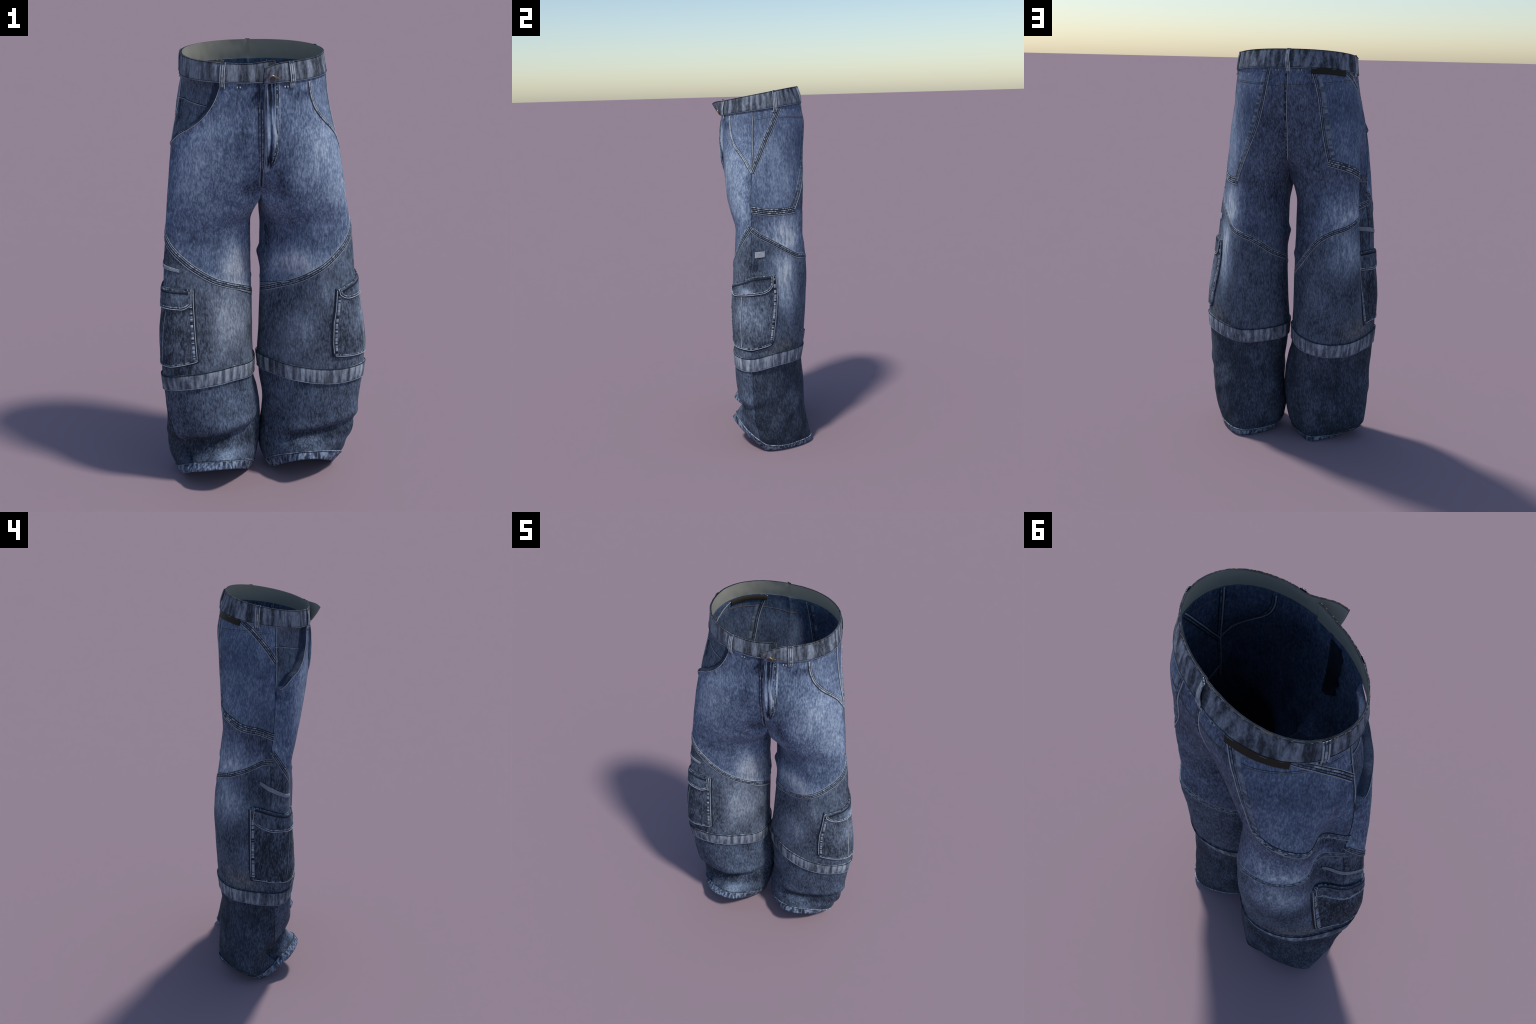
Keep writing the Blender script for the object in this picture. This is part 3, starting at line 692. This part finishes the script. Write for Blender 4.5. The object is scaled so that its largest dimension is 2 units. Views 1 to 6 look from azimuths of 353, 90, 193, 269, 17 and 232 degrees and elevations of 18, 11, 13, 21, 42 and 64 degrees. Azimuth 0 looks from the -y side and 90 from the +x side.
# ------------------------------------------------------------------ patches (cargo pockets, flaps, fly)
def patch(sd, name, az_l, az_r, z_t, z_b, H, mat, ni=56, nj=56, rim=.006, dome=0.0, parent=None, corner=0.0, surf_fn=None):
    """cloth patch on the leg: left/right limits as functions of t (0 top .. 1 bottom), top/bottom as functions of azimuth"""
    V, F = [], []
    S = np.concatenate([[0, .004, .012, .028], np.linspace(.05, .95, ni), [.972, .988, .996, 1]])
    T = S
    pts = np.zeros((len(T), len(S), 3)); nor = np.zeros_like(pts); UV = np.zeros((len(T), len(S), 2))
    for i, t in enumerate(T):
        al, ar = az_l(t), az_r(t)
        for j, s in enumerate(S):
            a = al + (ar - al) * s
            z = z_t(a) + (z_b(a) - z_t(a)) * t
            p, n = (surf_fn or surf)(sd, a, z)
            pts[i, j] = p; nor[i, j] = near(p)[1]
    for _ in range(4):
        q = nor.copy()
        q[1:-1, 1:-1] = nor[:-2, 1:-1] + nor[2:, 1:-1] + nor[1:-1, :-2] + nor[1:-1, 2:]
        nor = q / np.linalg.norm(q, axis=2)[..., None]
    w = np.linalg.norm(pts[len(T)//2, -1] - pts[len(T)//2, 0]); h = np.linalg.norm(pts[-1, len(S)//2] - pts[0, len(S)//2])
    for i, t in enumerate(T):
        for j, s in enumerate(S):
            e = min(s * w, (1 - s) * w, t * h, (1 - t) * h)
            x = min(1, e / rim)
            o = H * math.sqrt(max(0, 1 - (1 - x) ** 2)) - .001 + dome * math.sin(math.pi * s) * math.sin(math.pi * t)
            o += .0014 * noise.noise(Vector((s * 5, t * 6, sd * 2 + H * 100))) * x
            pts[i, j] += nor[i, j] * o
    k = len(S)
    V = pts.reshape(-1, 3)
    for i in range(len(T) - 1):
        for j in range(k - 1):
            f = (i*k+j, i*k+j+1, (i+1)*k+j+1, (i+1)*k+j)
            F.append(f if sd < 0 else f[::-1])
    me = make(name, V, F, mat, parent)
    # fix orientation
    m = me.data; f0 = m.polygons[len(m.polygons)//2]
    if np.dot(np.array(f0.normal), nor[len(T)//2, len(S)//2]) < 0: m.flip_normals()
    b = BVHTree.FromPolygons([tuple(v) for v in V], F)
    def on(p):
        hh, n, i, _ = b.find_nearest(Vector(p)); n = np.array(n); q, bn = near(p)
        return np.array(hh), (n if n.dot(bn) > 0 else -n)
    return me, pts, on

def on_patch(pc, on, pts3, specs):
    """ribbons along a 3-D line on top of a patch"""
    path = spline(pts3, .004)
    path = np.array([on(p)[0] for p in path])
    T = np.gradient(path, axis=0); T /= np.linalg.norm(T, axis=1)[:, None]
    Nn = np.array([near(p)[1] for p in path]); B = np.cross(Nn, T); B /= np.linalg.norm(B, axis=1)[:, None]
    for lat, w, l, m in specs:
        mm = puckers(len(path), m, (1, 3)) if isinstance(m, list) else m
        c = np.array([on(p)[0] for p in path - B * lat])
        ribbon(pc, c, (T, Nn, B), 0, w, l, mm, conform=False)

CARGO = {
 -1: dict(l=[(0, 29), (.25, 28), (.6, 26), (1, 23)], r=[(0, 106), (.4, 103.5), (.85, 100), (1, 98)],
          top=[(22, .978), (45, .980), (71, .995), (84, .988), (106, .992)], bot=[(22, .647), (51, .618), (60, .619), (71, .617), (98, .610)],
          fl=[(0, 28.6), (1, 28.2)], fr=[(0, 106.5), (1, 103)], ftop=[(22, .990), (40, .986), (58, .986), (71, 1.004), (84, .996), (106, 1.005)],
          fbot=[(29, .925), (33, .902), (39, .884), (50, .886), (60, .893), (71, .884), (86, .886), (93, .893), (99, .915), (103, .940)], vert=[(55, .885), (57, .76), (58, .646)]),
  1: dict(l=[(0, 28), (.3, 25.5), (.5, 23.5), (.8, 23.5), (1, 25)], r=[(0, 104), (.3, 106.5), (.7, 99), (1, 93)],
          top=[(24, .950), (45, .975), (66, 1.012), (104, 1.010)], bot=[(24, .640), (38, .630), (56, .627), (68, .619), (84, .628), (93, .640)],
          fl=[(0, 26), (1, 28)], fr=[(0, 102), (1, 98)], ftop=[(24, .966), (30, .961), (45, .985), (53, .998), (65, 1.033), (82, 1.034), (102, 1.024)],
          fbot=[(26, .950), (30, .930), (36, .910), (41, .901), (53, .905), (80, .909), (88, .922), (95, .945), (101, 1.000)], vert=[(56, .905), (57, .77), (58, .628)]),
}
for sd in (-1, 1):
    C = CARGO[sd]; k = sd
    po, pts, on = patch(sd, 'cargo_pocket', as_function(C['l']), as_function(C['r']), as_function(C['top']), as_function(C['bot']), .0085, MAT['cargo'], dome=.003)
    pc = Piece()
    T, S = pts.shape[:2]; e = 5
    j0, j1 = (2, S - 3)
    side_f = [pts[i, j0] for i in range(3, T - 4, 4)]; side_b = [pts[i, j1] for i in range(3, T - 4, 4)]; bottom = [pts[T - 3, j] for j in range(3, S - 3, 4)]
    # lateral sign: towards the middle of the pocket
    on_patch(pc, on, side_f, [(0, .0036, .0022, LI), (-.0042*k, .0022, .0010, DK), (-.012*k, .0120, .0014, [MI, DI, DK, LI]), ] if sd > 0 else [(0, .0034, .0022, LI), (.0042, .0022, .0010, DK), (.0125, .0130, .0014, [MI, DI, DK, LI])])
    on_patch(pc, on, side_b, [(0, .0036, .0022, LI), (.0042*k, .0022, .0010, DK), (.0130*k, .0150, .0014, [LI, MI, DK, LI])])
    on_patch(pc, on, bottom, [(0, .0036, .0022, LI), (-.0060*k, .0080, .0014, [DI, DK, MI])])
    vert = [on(surf(sd, a, z)[0])[0] for a, z in C['vert']]
    on_patch(pc, on, vert, [(-.0026*k, .0030, .0010, DK), (.0008*k, .0034, .0020, MI if sd < 0 else LI)])
    # contact shadow of the pocket on the leg, modelled as a dark ribbon
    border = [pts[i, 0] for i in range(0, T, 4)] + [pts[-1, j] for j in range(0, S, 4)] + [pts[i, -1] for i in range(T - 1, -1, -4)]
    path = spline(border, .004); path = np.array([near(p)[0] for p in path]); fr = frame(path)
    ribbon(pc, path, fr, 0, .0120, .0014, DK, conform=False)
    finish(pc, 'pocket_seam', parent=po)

    def fsurf(s_, a, z):
        p, n = surf(s_, a, z); q, m_ = on(p)
        if np.linalg.norm(q - p) < .02 : return q - m_ * .002, n
        return p, n
    zt = as_function(C['ftop']); zb = as_function(C['fbot'])
    fo, fp, fon = patch(sd, 'pocket_flap', as_function(C['fl']), as_function(C['fr']), zt, zb, .0065, MAT['flap'], surf_fn=fsurf, rim=.005, dome=.002, nj=30)
    pc = Piece(); T, S = fp.shape[:2]
    low = [fp[i, 4] for i in range(8, T - 5, 5)] + [fp[T - 5, j] for j in range(5, S - 5, 3)] + [fp[i, S - 5] for i in range(T - 6, 3, -4)]
    on_patch(pc, fon, low, [(0, .0036, .0024, LI), (-.0045*k, .0022, .0010, DK), (-.0085*k, .0056, .0018, [MI, DI, LI, MI]), (.0036*k, .0030, .0006, DK)])  # last dark ribbon is the flap's cast shadow, built as a strip
    up = [fp[4, j] for j in range(4, S - 4, 4)]
    on_patch(pc, fon, up, [(.0, .0030, .0012, DK), (.0070*k, .0080, .0012, [DI, DI, MI, DK]), (.0160*k, .0110, .0008, DK)])  # wide dark strip draws the shading along the flap's top
    finish(pc, 'flap_seam', parent=fo)

# small twill tab and piping on the outside of the thighs
to, tp, ton = patch(1, 'twill_tab', lambda t: 68.5, lambda t: 83.5, lambda a: 1.140, lambda a: 1.106, .004, MAT['tab'], ni=14, rim=.003)
pc = Piece(); S = tp.shape[1]
loopl = [tp[1, j] for j in range(0, S, 3)] + [tp[i, S - 2] for i in range(2, len(tp), 3)] + [tp[-2, j] for j in range(S - 3, 0, -3)]
on_patch(pc, ton, loopl, [(0, .0028, .0014, DK)]); finish(pc, 'tab_stitch', parent=to)
so, sp, son = patch(-1, 'twill_tab', lambda t: 43, lambda t: 88, as_function([(43, 1.066), (56, 1.085), (71, 1.112), (88, 1.124)]),
                    as_function([(43, 1.050), (56, 1.065), (71, 1.086), (84, 1.098), (88, 1.108)]), .0045, MAT['strip'], rim=.004, ni=40)
pc = Piece(); S = sp.shape[1]
loopl = [sp[1, j] for j in range(0, S, 3)] + [sp[i, S - 2] for i in range(2, len(sp), 4)] + [sp[-2, j] for j in range(S - 3, 0, -3)] + [sp[i, 1] for i in range(len(sp) - 3, 1, -4)]
on_patch(pc, son, loopl, [(0, .0026, .0014, DK)]); finish(pc, 'tab_stitch', parent=so)

# coin pocket edge inside the sunken right hand pocket, double seam on the left facing
pc = Piece()
seam(pc, -1, [(62, 1.786), (51, 1.786), (37, 1.778), (17, 1.768), (3, 1.760)], 'edge', flip=-1)
seam(pc, -1, [(55, 1.784), (55, 1.73), (56, 1.69)], 'line')
finish(pc, 'coin_pocket')

# ------------------------------------------------------------------ fly
def fsurface(sd, xx, z):
    """front surface at (x, z), looked up from the front"""
    h, n, i, _ = BVH.ray_cast(Vector((xx, -1, z)), Vector((0, 1, 0)))
    return np.array(h), np.array(n)
FLY_L = as_function([(1.46, -.004), (1.50, -.004), (1.85, -.004)]); 
FLY_R = as_function([(1.485, .006), (1.50, .022), (1.53, .042), (1.57, .055), (1.64, .061), (1.85, .064)])
def fly_patch():
    ni, nj = 26, 70
    P_ = np.zeros((nj, ni, 3))
    for i, z in enumerate(np.linspace(1.852, 1.487, nj)):
        for j, s in enumerate(np.linspace(0, 1, ni)):
            x = FLY_L(z) + (FLY_R(z) - FLY_L(z)) * s
            p, n = fsurface(1, x, z)
            t = (1.852 - z) / .365
            e = min(s, 1 - s, (1 - t) * 3, t * 4)
            o = .020 * math.sin(math.pi * min(1, t * 1.05)) ** .6 * min(1, .25 + e * 5) if 0 < t < .99 else .003
            o += .0025 * math.sin(s * 14 + 1.2 * math.sin(z * 30)) * min(1, e * 6) * math.sin(math.pi * t)
            P_[i, j] = p + np.array([0, -1, 0]) * max(o, .003)
    return P_
G = fly_patch(); nj, ni = G.shape[:2]
V = list(G.reshape(-1, 3)); F = [(i*ni+j, (i+1)*ni+j, (i+1)*ni+j+1, i*ni+j+1) for i in range(nj-1) for j in range(ni-1)]
# turned-in edges so that the fly has depth
border = [i*ni for i in range(nj)] + [(nj-1)*ni + j for j in range(1, ni)] + [i*ni + ni-1 for i in range(nj-2, -1, -1)] + [j for j in range(ni-2, 0, -1)]
b0 = len(V)
for q in border: V.append(np.array(V[q]) + np.array([0, .007, 0]))
nb = len(border); F += [(border[i], b0+i, b0+(i+1) % nb, border[(i+1) % nb]) for i in range(nb)]
fly = make('fly', V, F, MAT['fly'])
mb = bmesh.new(); mb.from_mesh(fly.data); bmesh.ops.recalc_face_normals(mb, faces=mb.faces); mb.to_mesh(fly.data); mb.free()
fb = BVHTree.FromPolygons([tuple(v) for v in G.reshape(-1, 3)], [(i*ni+j, (i+1)*ni+j, (i+1)*ni+j+1, i*ni+j+1) for i in range(nj-1) for j in range(ni-1)])
def fly_on(p):
    h, n, i, _ = fb.find_nearest(Vector(p)); return np.array(h), np.array([0, -1., 0])
def fly_lines():
    pc = Piece()
    def line(pts, specs, on):
        path = spline(pts, .004); path = np.array([on(p)[0] for p in path])
        T = np.gradient(path, axis=0); T /= np.linalg.norm(T, axis=1)[:, None]
        Nn = np.array([[0, -1., 0]] * len(path)); B = np.cross(Nn, T); B /= np.linalg.norm(B, axis=1)[:, None]
        for lat, w, l, m in specs:
            mm = puckers(len(path), m, (1, 3)) if isinstance(m, list) else m
            ribbon(pc, np.array([on(p)[0] for p in path + B*lat]), (T, Nn, B), 0, w, l, mm, conform=False)
    line([G[i, 1] for i in range(1, nj - 1, 5)], [(0, .0024, .0016, DK), (.004, .0026, .0016, LI)], fly_on)
    line([G[i, ni - 3] for i in range(2, nj - 3, 5)], [(0, .0030, .0018, [LI, MI, DI]), (-.0050, .0022, .0012, DK), (-.010, .0050, .0010, [MI, DI, DK, LI])], fly_on)
    fo = lambda p: fsurface(1, p[0], p[2])
    Q = lambda x, z: fsurface(1, x, z)[0]
    line([Q(-.020, 1.76), Q(-.020, 1.66), Q(-.019, 1.57), Q(-.017, 1.49)], [(0, .0040, .0016, [LI, MI, DI]), (.0062, .0026, .0012, DK), (.0115, .0036, .0018, [MI, LI, DI]), (-.0045, .0024, .0012, DK)], fo)
    line([Q(-.010, 1.50), Q(-.011, 1.45), Q(-.009, 1.42)], [(0, .0080, .0014, DK), (.0070, .0036, .0020, MI), (-.0070, .0034, .0020, MI)], fo)
    line([Q(-.012, 1.52), Q(-.004, 1.505), Q(.008, 1.50)], [(0, .0060, .0026, [DK, DI, MI])], fo)
    finish(pc, 'fly_stitch', parent=fly)
fly_lines()
# centre back seam
pc = Piece()
bpts = []
for x, z in [(-.017, 1.90), (-.016, 1.80), (-.014, 1.70), (-.016, 1.62), (-.015, 1.55), (-.012, 1.50), (-.008, 1.46)]:
    h, n, i, _ = BVH.ray_cast(Vector((x, 1, z)), Vector((0, -1, 0))); bpts.append(np.array(h))
path = spline(bpts, .004); fr = frame(path)
ribbon(pc, path, fr, .0035, .0034, .0030, LI); ribbon(pc, path, fr, 0, .0030, .0016, DK); ribbon(pc, path, fr, -.0050, .0060, .0024, puckers(len(path), [MI, DI, DI, DK])); ribbon(pc, path, fr, -.0090, .0020, .0012, DK)
finish(pc, 'back_seam')

# irregular dark patch on the inside of the right front
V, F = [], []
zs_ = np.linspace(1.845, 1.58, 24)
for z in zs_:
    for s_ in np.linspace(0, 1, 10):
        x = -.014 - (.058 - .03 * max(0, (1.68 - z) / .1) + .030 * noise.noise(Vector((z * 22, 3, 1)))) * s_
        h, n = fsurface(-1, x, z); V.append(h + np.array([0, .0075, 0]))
make('inner_dark_patch', V, [(i*10+j, i*10+j+1, (i+1)*10+j+1, (i+1)*10+j) for i in range(23) for j in range(9)], MAT['seam_dark'])

# ------------------------------------------------------------------ waistband
def waist_ring(z0):
    """closed section of the waist from the front centre round the right side, back, left side"""
    L = section(-1, z0)[:NCOL_OUT + 1]; R = section(1, z0)[:NCOL_OUT + 1]
    return np.vstack([L, R[::-1][1:-1]])
W0, W1 = 1.878, 1.9625
_r = waist_ring(W0); _d = np.concatenate([[0], np.cumsum(np.linalg.norm(np.diff(np.vstack([_r, _r[:1]]), axis=0), axis=1))]); WLEN = _d[-1]
def waist_point(u, t):
    """u metres round the waist from the front centre (right side first), t 0 bottom .. 1 top"""
    z0 = W0 + (W1 - W0) * t
    r = waist_ring_cache(round(z0, 4)); rr, s = r
    q = (u % WLEN) / WLEN * s[-1]
    p = np.array([np.interp(q, s, rr[:, k]) for k in range(3)])
    q2 = ((u + .004) % WLEN) / WLEN * s[-1]; p2 = np.array([np.interp(q2, s, rr[:, k]) for k in range(3)])
    tan = p2 - p; n = np.array([tan[1], -tan[0], 0]); n /= np.linalg.norm(n)
    c = p - np.array([-.02, .01, p[2]])
    if n[:2] @ c[:2] < 0: n = -n
    return p, n
_wc = {}
def waist_ring_cache(z0):
    if z0 not in _wc:
        r = waist_ring(z0); r = np.vstack([r, r[:1]])
        _wc[z0] = (r, np.concatenate([[0], np.cumsum(np.linalg.norm(np.diff(r, axis=0), axis=1))]))
    return _wc[z0]
U_START, U_END = -.072, WLEN - .012
ZL = [0, .02, .06, .2, .35, .5, .65, .8, .94, .98, 1]
def waist_out(u, t):
    o = .0065
    o += .0015 * noise.noise(Vector((u * 30, t * 2, 4)))
    if u < .10:                       # tucked-under end rises a little above the flap
        o -= .004 * float(smooth(.08, -.04, u))
    k = float(smooth(WLEN - .135, WLEN - .012, u))
    o += k ** 1.3 * (.006 + .050 * t) # overlapping end flares away from the body
    return o
def waist_lift(u, t):
    up = .010 * float(smooth(.04, -.07, u)) * t
    k = float(smooth(WLEN - .075, WLEN - .012, u))
    up -= .010 * k ** 1.5 * t          # drooping upper corner of the overlap
    up -= .004 * float(smooth(WLEN - .10, WLEN, u))
    return up
us = np.concatenate([np.linspace(U_START, .1, 40, endpoint=False), np.linspace(.1, WLEN - .15, 330, endpoint=False), np.linspace(WLEN - .15, U_END, 40)])
outer = np.zeros((len(us), len(ZL), 3)); innr = np.zeros_like(outer)
for i, u in enumerate(us):
    for j, t in enumerate(ZL):
        p, n = waist_point(u, t)
        o = waist_out(u, t); rd = .0022 * (1 - min(1, min(t, 1 - t) / .06))
        z = np.array([0, 0, waist_lift(u, t)])
        outer[i, j] = p + n * (o - rd) + z
        innr[i, j] = p + n * (o - .0065) + z
nu, nz = len(us), len(ZL)
def grid_faces(nu, nz, flip=False, base=0):
    F = []
    for i in range(nu - 1):
        for j in range(nz - 1):
            f = (base+i*nz+j, base+(i+1)*nz+j, base+(i+1)*nz+j+1, base+i*nz+j+1); F.append(f[::-1] if flip else f)
    return F
V = np.vstack([outer.reshape(-1, 3), innr[:, [0, -1]].reshape(-1, 3)])
F = grid_faces(nu, nz); b = nu * nz
for i in range(nu - 1):
    F.append((i*nz + nz-1, (i+1)*nz + nz-1, b + (i+1)*2 + 1, b + i*2 + 1)); F.append(((i+1)*nz, i*nz, b + i*2, b + (i+1)*2))
waist = make('waistband', V, F, [MAT['waist'], MAT['seam_dark']], midx=[0] * ((nu-1)*(nz-1)) + [1] * (2*(nu-1)))
Vi = innr.reshape(-1, 3)
lin = make('waistband_lining', np.vstack([Vi, outer[0], outer[-1]]), grid_faces(nu, nz, True) +
     [(nu*nz + j + 1, nu*nz + j, j, j + 1) for j in range(nz - 1)] + [(nu*nz + nz + j, nu*nz + nz + j + 1, (nu-1)*nz + j + 1, (nu-1)*nz + j) for j in range(nz - 1)], MAT['lining'], parent=waist)
for o in (waist, lin):
    mb = bmesh.new(); mb.from_mesh(o.data); bmesh.ops.recalc_face_normals(mb, faces=mb.faces); mb.to_mesh(o.data); mb.free()
# dark edging and topstitching of the band
pc = Piece()
def waist_line(u0, u1, t, out, w, mat, l=.0012):
    U = np.linspace(u0, u1, int(abs(u1 - u0) / .005))
    path = []; nn = []
    for u in U:
        p, n = waist_point(u, t); path.append(p + n * waist_out(u, t) + np.array([0, 0, waist_lift(u, t)])); nn.append(n)
    path = np.array(path); nn = np.array(nn); T = np.gradient(path, axis=0); T /= np.linalg.norm(T, axis=1)[:, None]
    B = np.cross(nn, T); B /= np.linalg.norm(B, axis=1)[:, None]
    ribbon(pc, path, (T, nn, B), 0, w, l, puckers(len(path), mat, (1, 2)) if isinstance(mat, list) else mat, conform=False)
waist_line(U_START, U_END, .975, 0, .0030, DK); waist_line(U_START, U_END, .985, 0, .0012, [TH, DK, DK], .0018)
waist_line(U_START, U_END, .025, 0, .0028, MI); waist_line(.02, U_END, .06, 0, .0014, DK)
Ue = []
for t in np.linspace(0, 1, 24):
    p, n = waist_point(U_END - .001, t); Ue.append(p + n * waist_out(U_END - .001, t) + np.array([0, 0, waist_lift(U_END, t)]))
Ue = np.array(Ue); T = np.gradient(Ue, axis=0); T /= np.linalg.norm(T, axis=1)[:, None]; nn = np.array([waist_point(U_END, .5)[1]] * 24); B = np.cross(nn, T)
ribbon(pc, Ue, (T, nn, B), 0, .0034, .0014, DK, conform=False)
finish(pc, 'waist_stitch', parent=waist)

# belt loops: strap with three raised ribs, standing a little off the band
def u_at(x, y):
    r, s = waist_ring_cache(round((W0 + W1) / 2, 4)); i = np.argmin((r[:, 0] - x)**2 + (r[:, 1] - y)**2); return s[i] / s[-1] * WLEN
def belt_loop(x, y, width=.021, top=1.02, below=.024, lean=0.0):
    u0 = u_at(x, y); pc = Piece()
    ts = np.linspace(top, -below / (W1 - W0), 26)
    rings = []; base = []
    for i, t in enumerate(ts):
        q = i / (len(ts) - 1)
        tc_ = min(max(t, 0), 1)
        u = u0 + lean * (q - .5)
        p, n = waist_point(u, tc_); p = p + n * waist_out(u, tc_)
        if t > 1: p = p + np.array([0, 0, (t - 1) * (W1 - W0)])
        if t < 0:
            p = p + np.array([0, 0, t * (W1 - W0)])
            h, nn = near(p); p = h + nn * .002
        off = .0022 + .0045 * math.sin(math.pi * min(1, q * 1.12)) ** .7 if q < .9 else .0022
        pp, n2 = waist_point(u + .01, tc_); tan = np.cross(n, [0, 0, 1.]); tan /= np.linalg.norm(tan)
        base.append((p, n, tan, off))
    h = width / 2
    for k_, (a, b_, l, m) in enumerate([(-1, 1, 0, DK), (-1, -.58, .0016, LI), (-.32, .32, .0018, None), (.58, 1, .0016, LI)]):
        rings = [[p + t*h*a + n*(o - .003), p + t*h*a + n*(o + l), p + t*h*b_ + n*(o + l), p + t*h*b_ + n*(o - .003)] for p, n, t, o in base]
        pc.loft(rings, puckers(len(rings), [LI, LI, MI], (2, 5)) if m is None else m)
    # bar tacks
    for i in (1, len(base) - 2):
        rings = [[base[i+d][0] + base[i+d][2]*h*a + base[i+d][1]*(base[i+d][3] + .0026) for a in (-.9, -.3, .3, .9)] for d in (-1, 1)]
        pc.loft(rings, DI)
    return finish(pc, 'belt_loop', parent=waist, kind=None)
belt_loop(-.163, -.18); belt_loop(.115, -.187, lean=.004); belt_loop(-.318, .058, lean=-.01); belt_loop(-.018, .23); 
belt_loop(.255, .085, lean=.008)

# little bar tacks under the band
pc = Piece()
for sd, a, z in [(-1, -27, 1.838), (-1, 110, 1.872), (-1, 215, 1.898), (1, 128, 1.868), (1, 222, 1.896), (1, -28, 1.835)]:
    c, n = surf(sd, a, z); up = np.array([0, 0, 1.]); t = np.cross(n, up); t /= np.linalg.norm(t)
    for d, m in ((-.006, LI), (0, DK), (.006, LI)):
        q = [near(c + t*(d + e))[0] for e in (-.003, .003)]
        pc.loft([[w + n*.0005 - up*.004, w + n*.003 - up*.003, w + n*.003 + up*.003, w + n*.0005 + up*.004] for w in q], m)
finish(pc, 'bar_tack')

# ------------------------------------------------------------------ waist button with its buttonhole
def lathe(profile, c, ax, name, mat, parent, seg=32):
    ax = np.array(ax, float); ax /= np.linalg.norm(ax); e1 = np.cross(ax, [0, 0, 1.]); e1 /= np.linalg.norm(e1); e2 = np.cross(ax, e1)
    V, F = [], []
    for r, h in profile:
        for i in range(seg):
            a = 2*math.pi*i/seg; V.append(c + ax*h + e1*r*math.cos(a) + e2*r*math.sin(a))
    for k in range(len(profile) - 1):
        for i in range(seg):
            F.append((k*seg+i, k*seg+(i+1) % seg, (k+1)*seg+(i+1) % seg, (k+1)*seg+i))
    o = make(name, V, F, mat, parent)
    mb = bmesh.new(); mb.from_mesh(o.data); bmesh.ops.recalc_face_normals(mb, faces=mb.faces); mb.to_mesh(o.data); mb.free()
    return o
ub = WLEN - .048
p, n = waist_point(ub, .30); p2, _ = waist_point(ub, .6)
pb = p + n * waist_out(ub, .30) + np.array([0, 0, waist_lift(ub, .3)]); pu = p2 + n * waist_out(ub, .6)
ax = n - np.array([0, 0, (n @ (pu - pb)) / max(1e-6, (pu - pb)[2])])
bt = lathe([(.0001, -.001), (.0135, -.001), (.0150, .001), (.0155, .003), (.0140, .0055), (.0125, .0060)], pb, ax, 'button', MAT['brass'], waist)
lathe([(.0126, .0058), (.0110, .0052), (.0060, .0050), (.0030, .0062), (.0001, .0064)], pb, ax, 'button_face', MAT['button'], bt)
pc = Piece(); tx = np.cross(ax, [0, 0, 1.]); tx /= np.linalg.norm(tx)
if tx[0] < 0: tx = -tx
for o_, m in ((0, TH),):
    c0 = pb + tx*.014; c1 = pb + tx*.027; up = np.cross(tx, ax); up /= np.linalg.norm(up); an = ax/np.linalg.norm(ax)
    pc.loft([[c - up*.004 + an*0, c - up*.004 + an*.0022, c + up*.004 + an*.0022, c + up*.004] for c in (c0, c1)], m)
finish(pc, 'buttonhole', parent=waist)

# ------------------------------------------------------------------ leather label under the band at the back
line = [(202, 1.902), (190, 1.903), (178, 1.902), (166, 1.900), (155, 1.897)]
pc_v, pc_f = [], []
pa = [surf(-1, a, z) for a, z in [(205, 1.897), (195, 1.897), (185, 1.896), (175, 1.894), (165, 1.891), (157, 1.889), (149, 1.886)]]
path = spline([p for p, n in pa], .005); T, Nn, B = frame(path)
if B[0][2] < 0: B = -B
rings = []
for p, n, b_ in zip(path, Nn, B):
    rings.append([p - b_*.016 + n*.0005, p - b_*.016 + n*.0065, p - b_*.0145 + n*.0078, p + b_*.0125 + n*.0078, p + b_*.0140 + n*.0065, p + b_*.0140 + n*.0005])
pc = Piece(); pc.loft(rings, 0); finish(pc, 'leather_label', kind=None, mats=['label'])
for o in [o for o in bpy.data.objects if o.name.startswith('leather_label')]:
    mb = bmesh.new(); mb.from_mesh(o.data); bmesh.ops.recalc_face_normals(mb, faces=mb.faces); mb.to_mesh(o.data); mb.free()
    o.data.polygons.foreach_set('use_smooth', [False] * len(o.data.polygons))
# the label's stitching patch shows on the inside as well
pc = Piece()
rings = [[p - n*.0085 - b_*.016, p - n*.0085 + b_*.014, p - n*.0045 + b_*.014, p - n*.0045 - b_*.016] for p, n, b_ in zip(path, Nn, B)]
pc.loft(rings, 0); finish(pc, 'label_backing', mats=['label'])
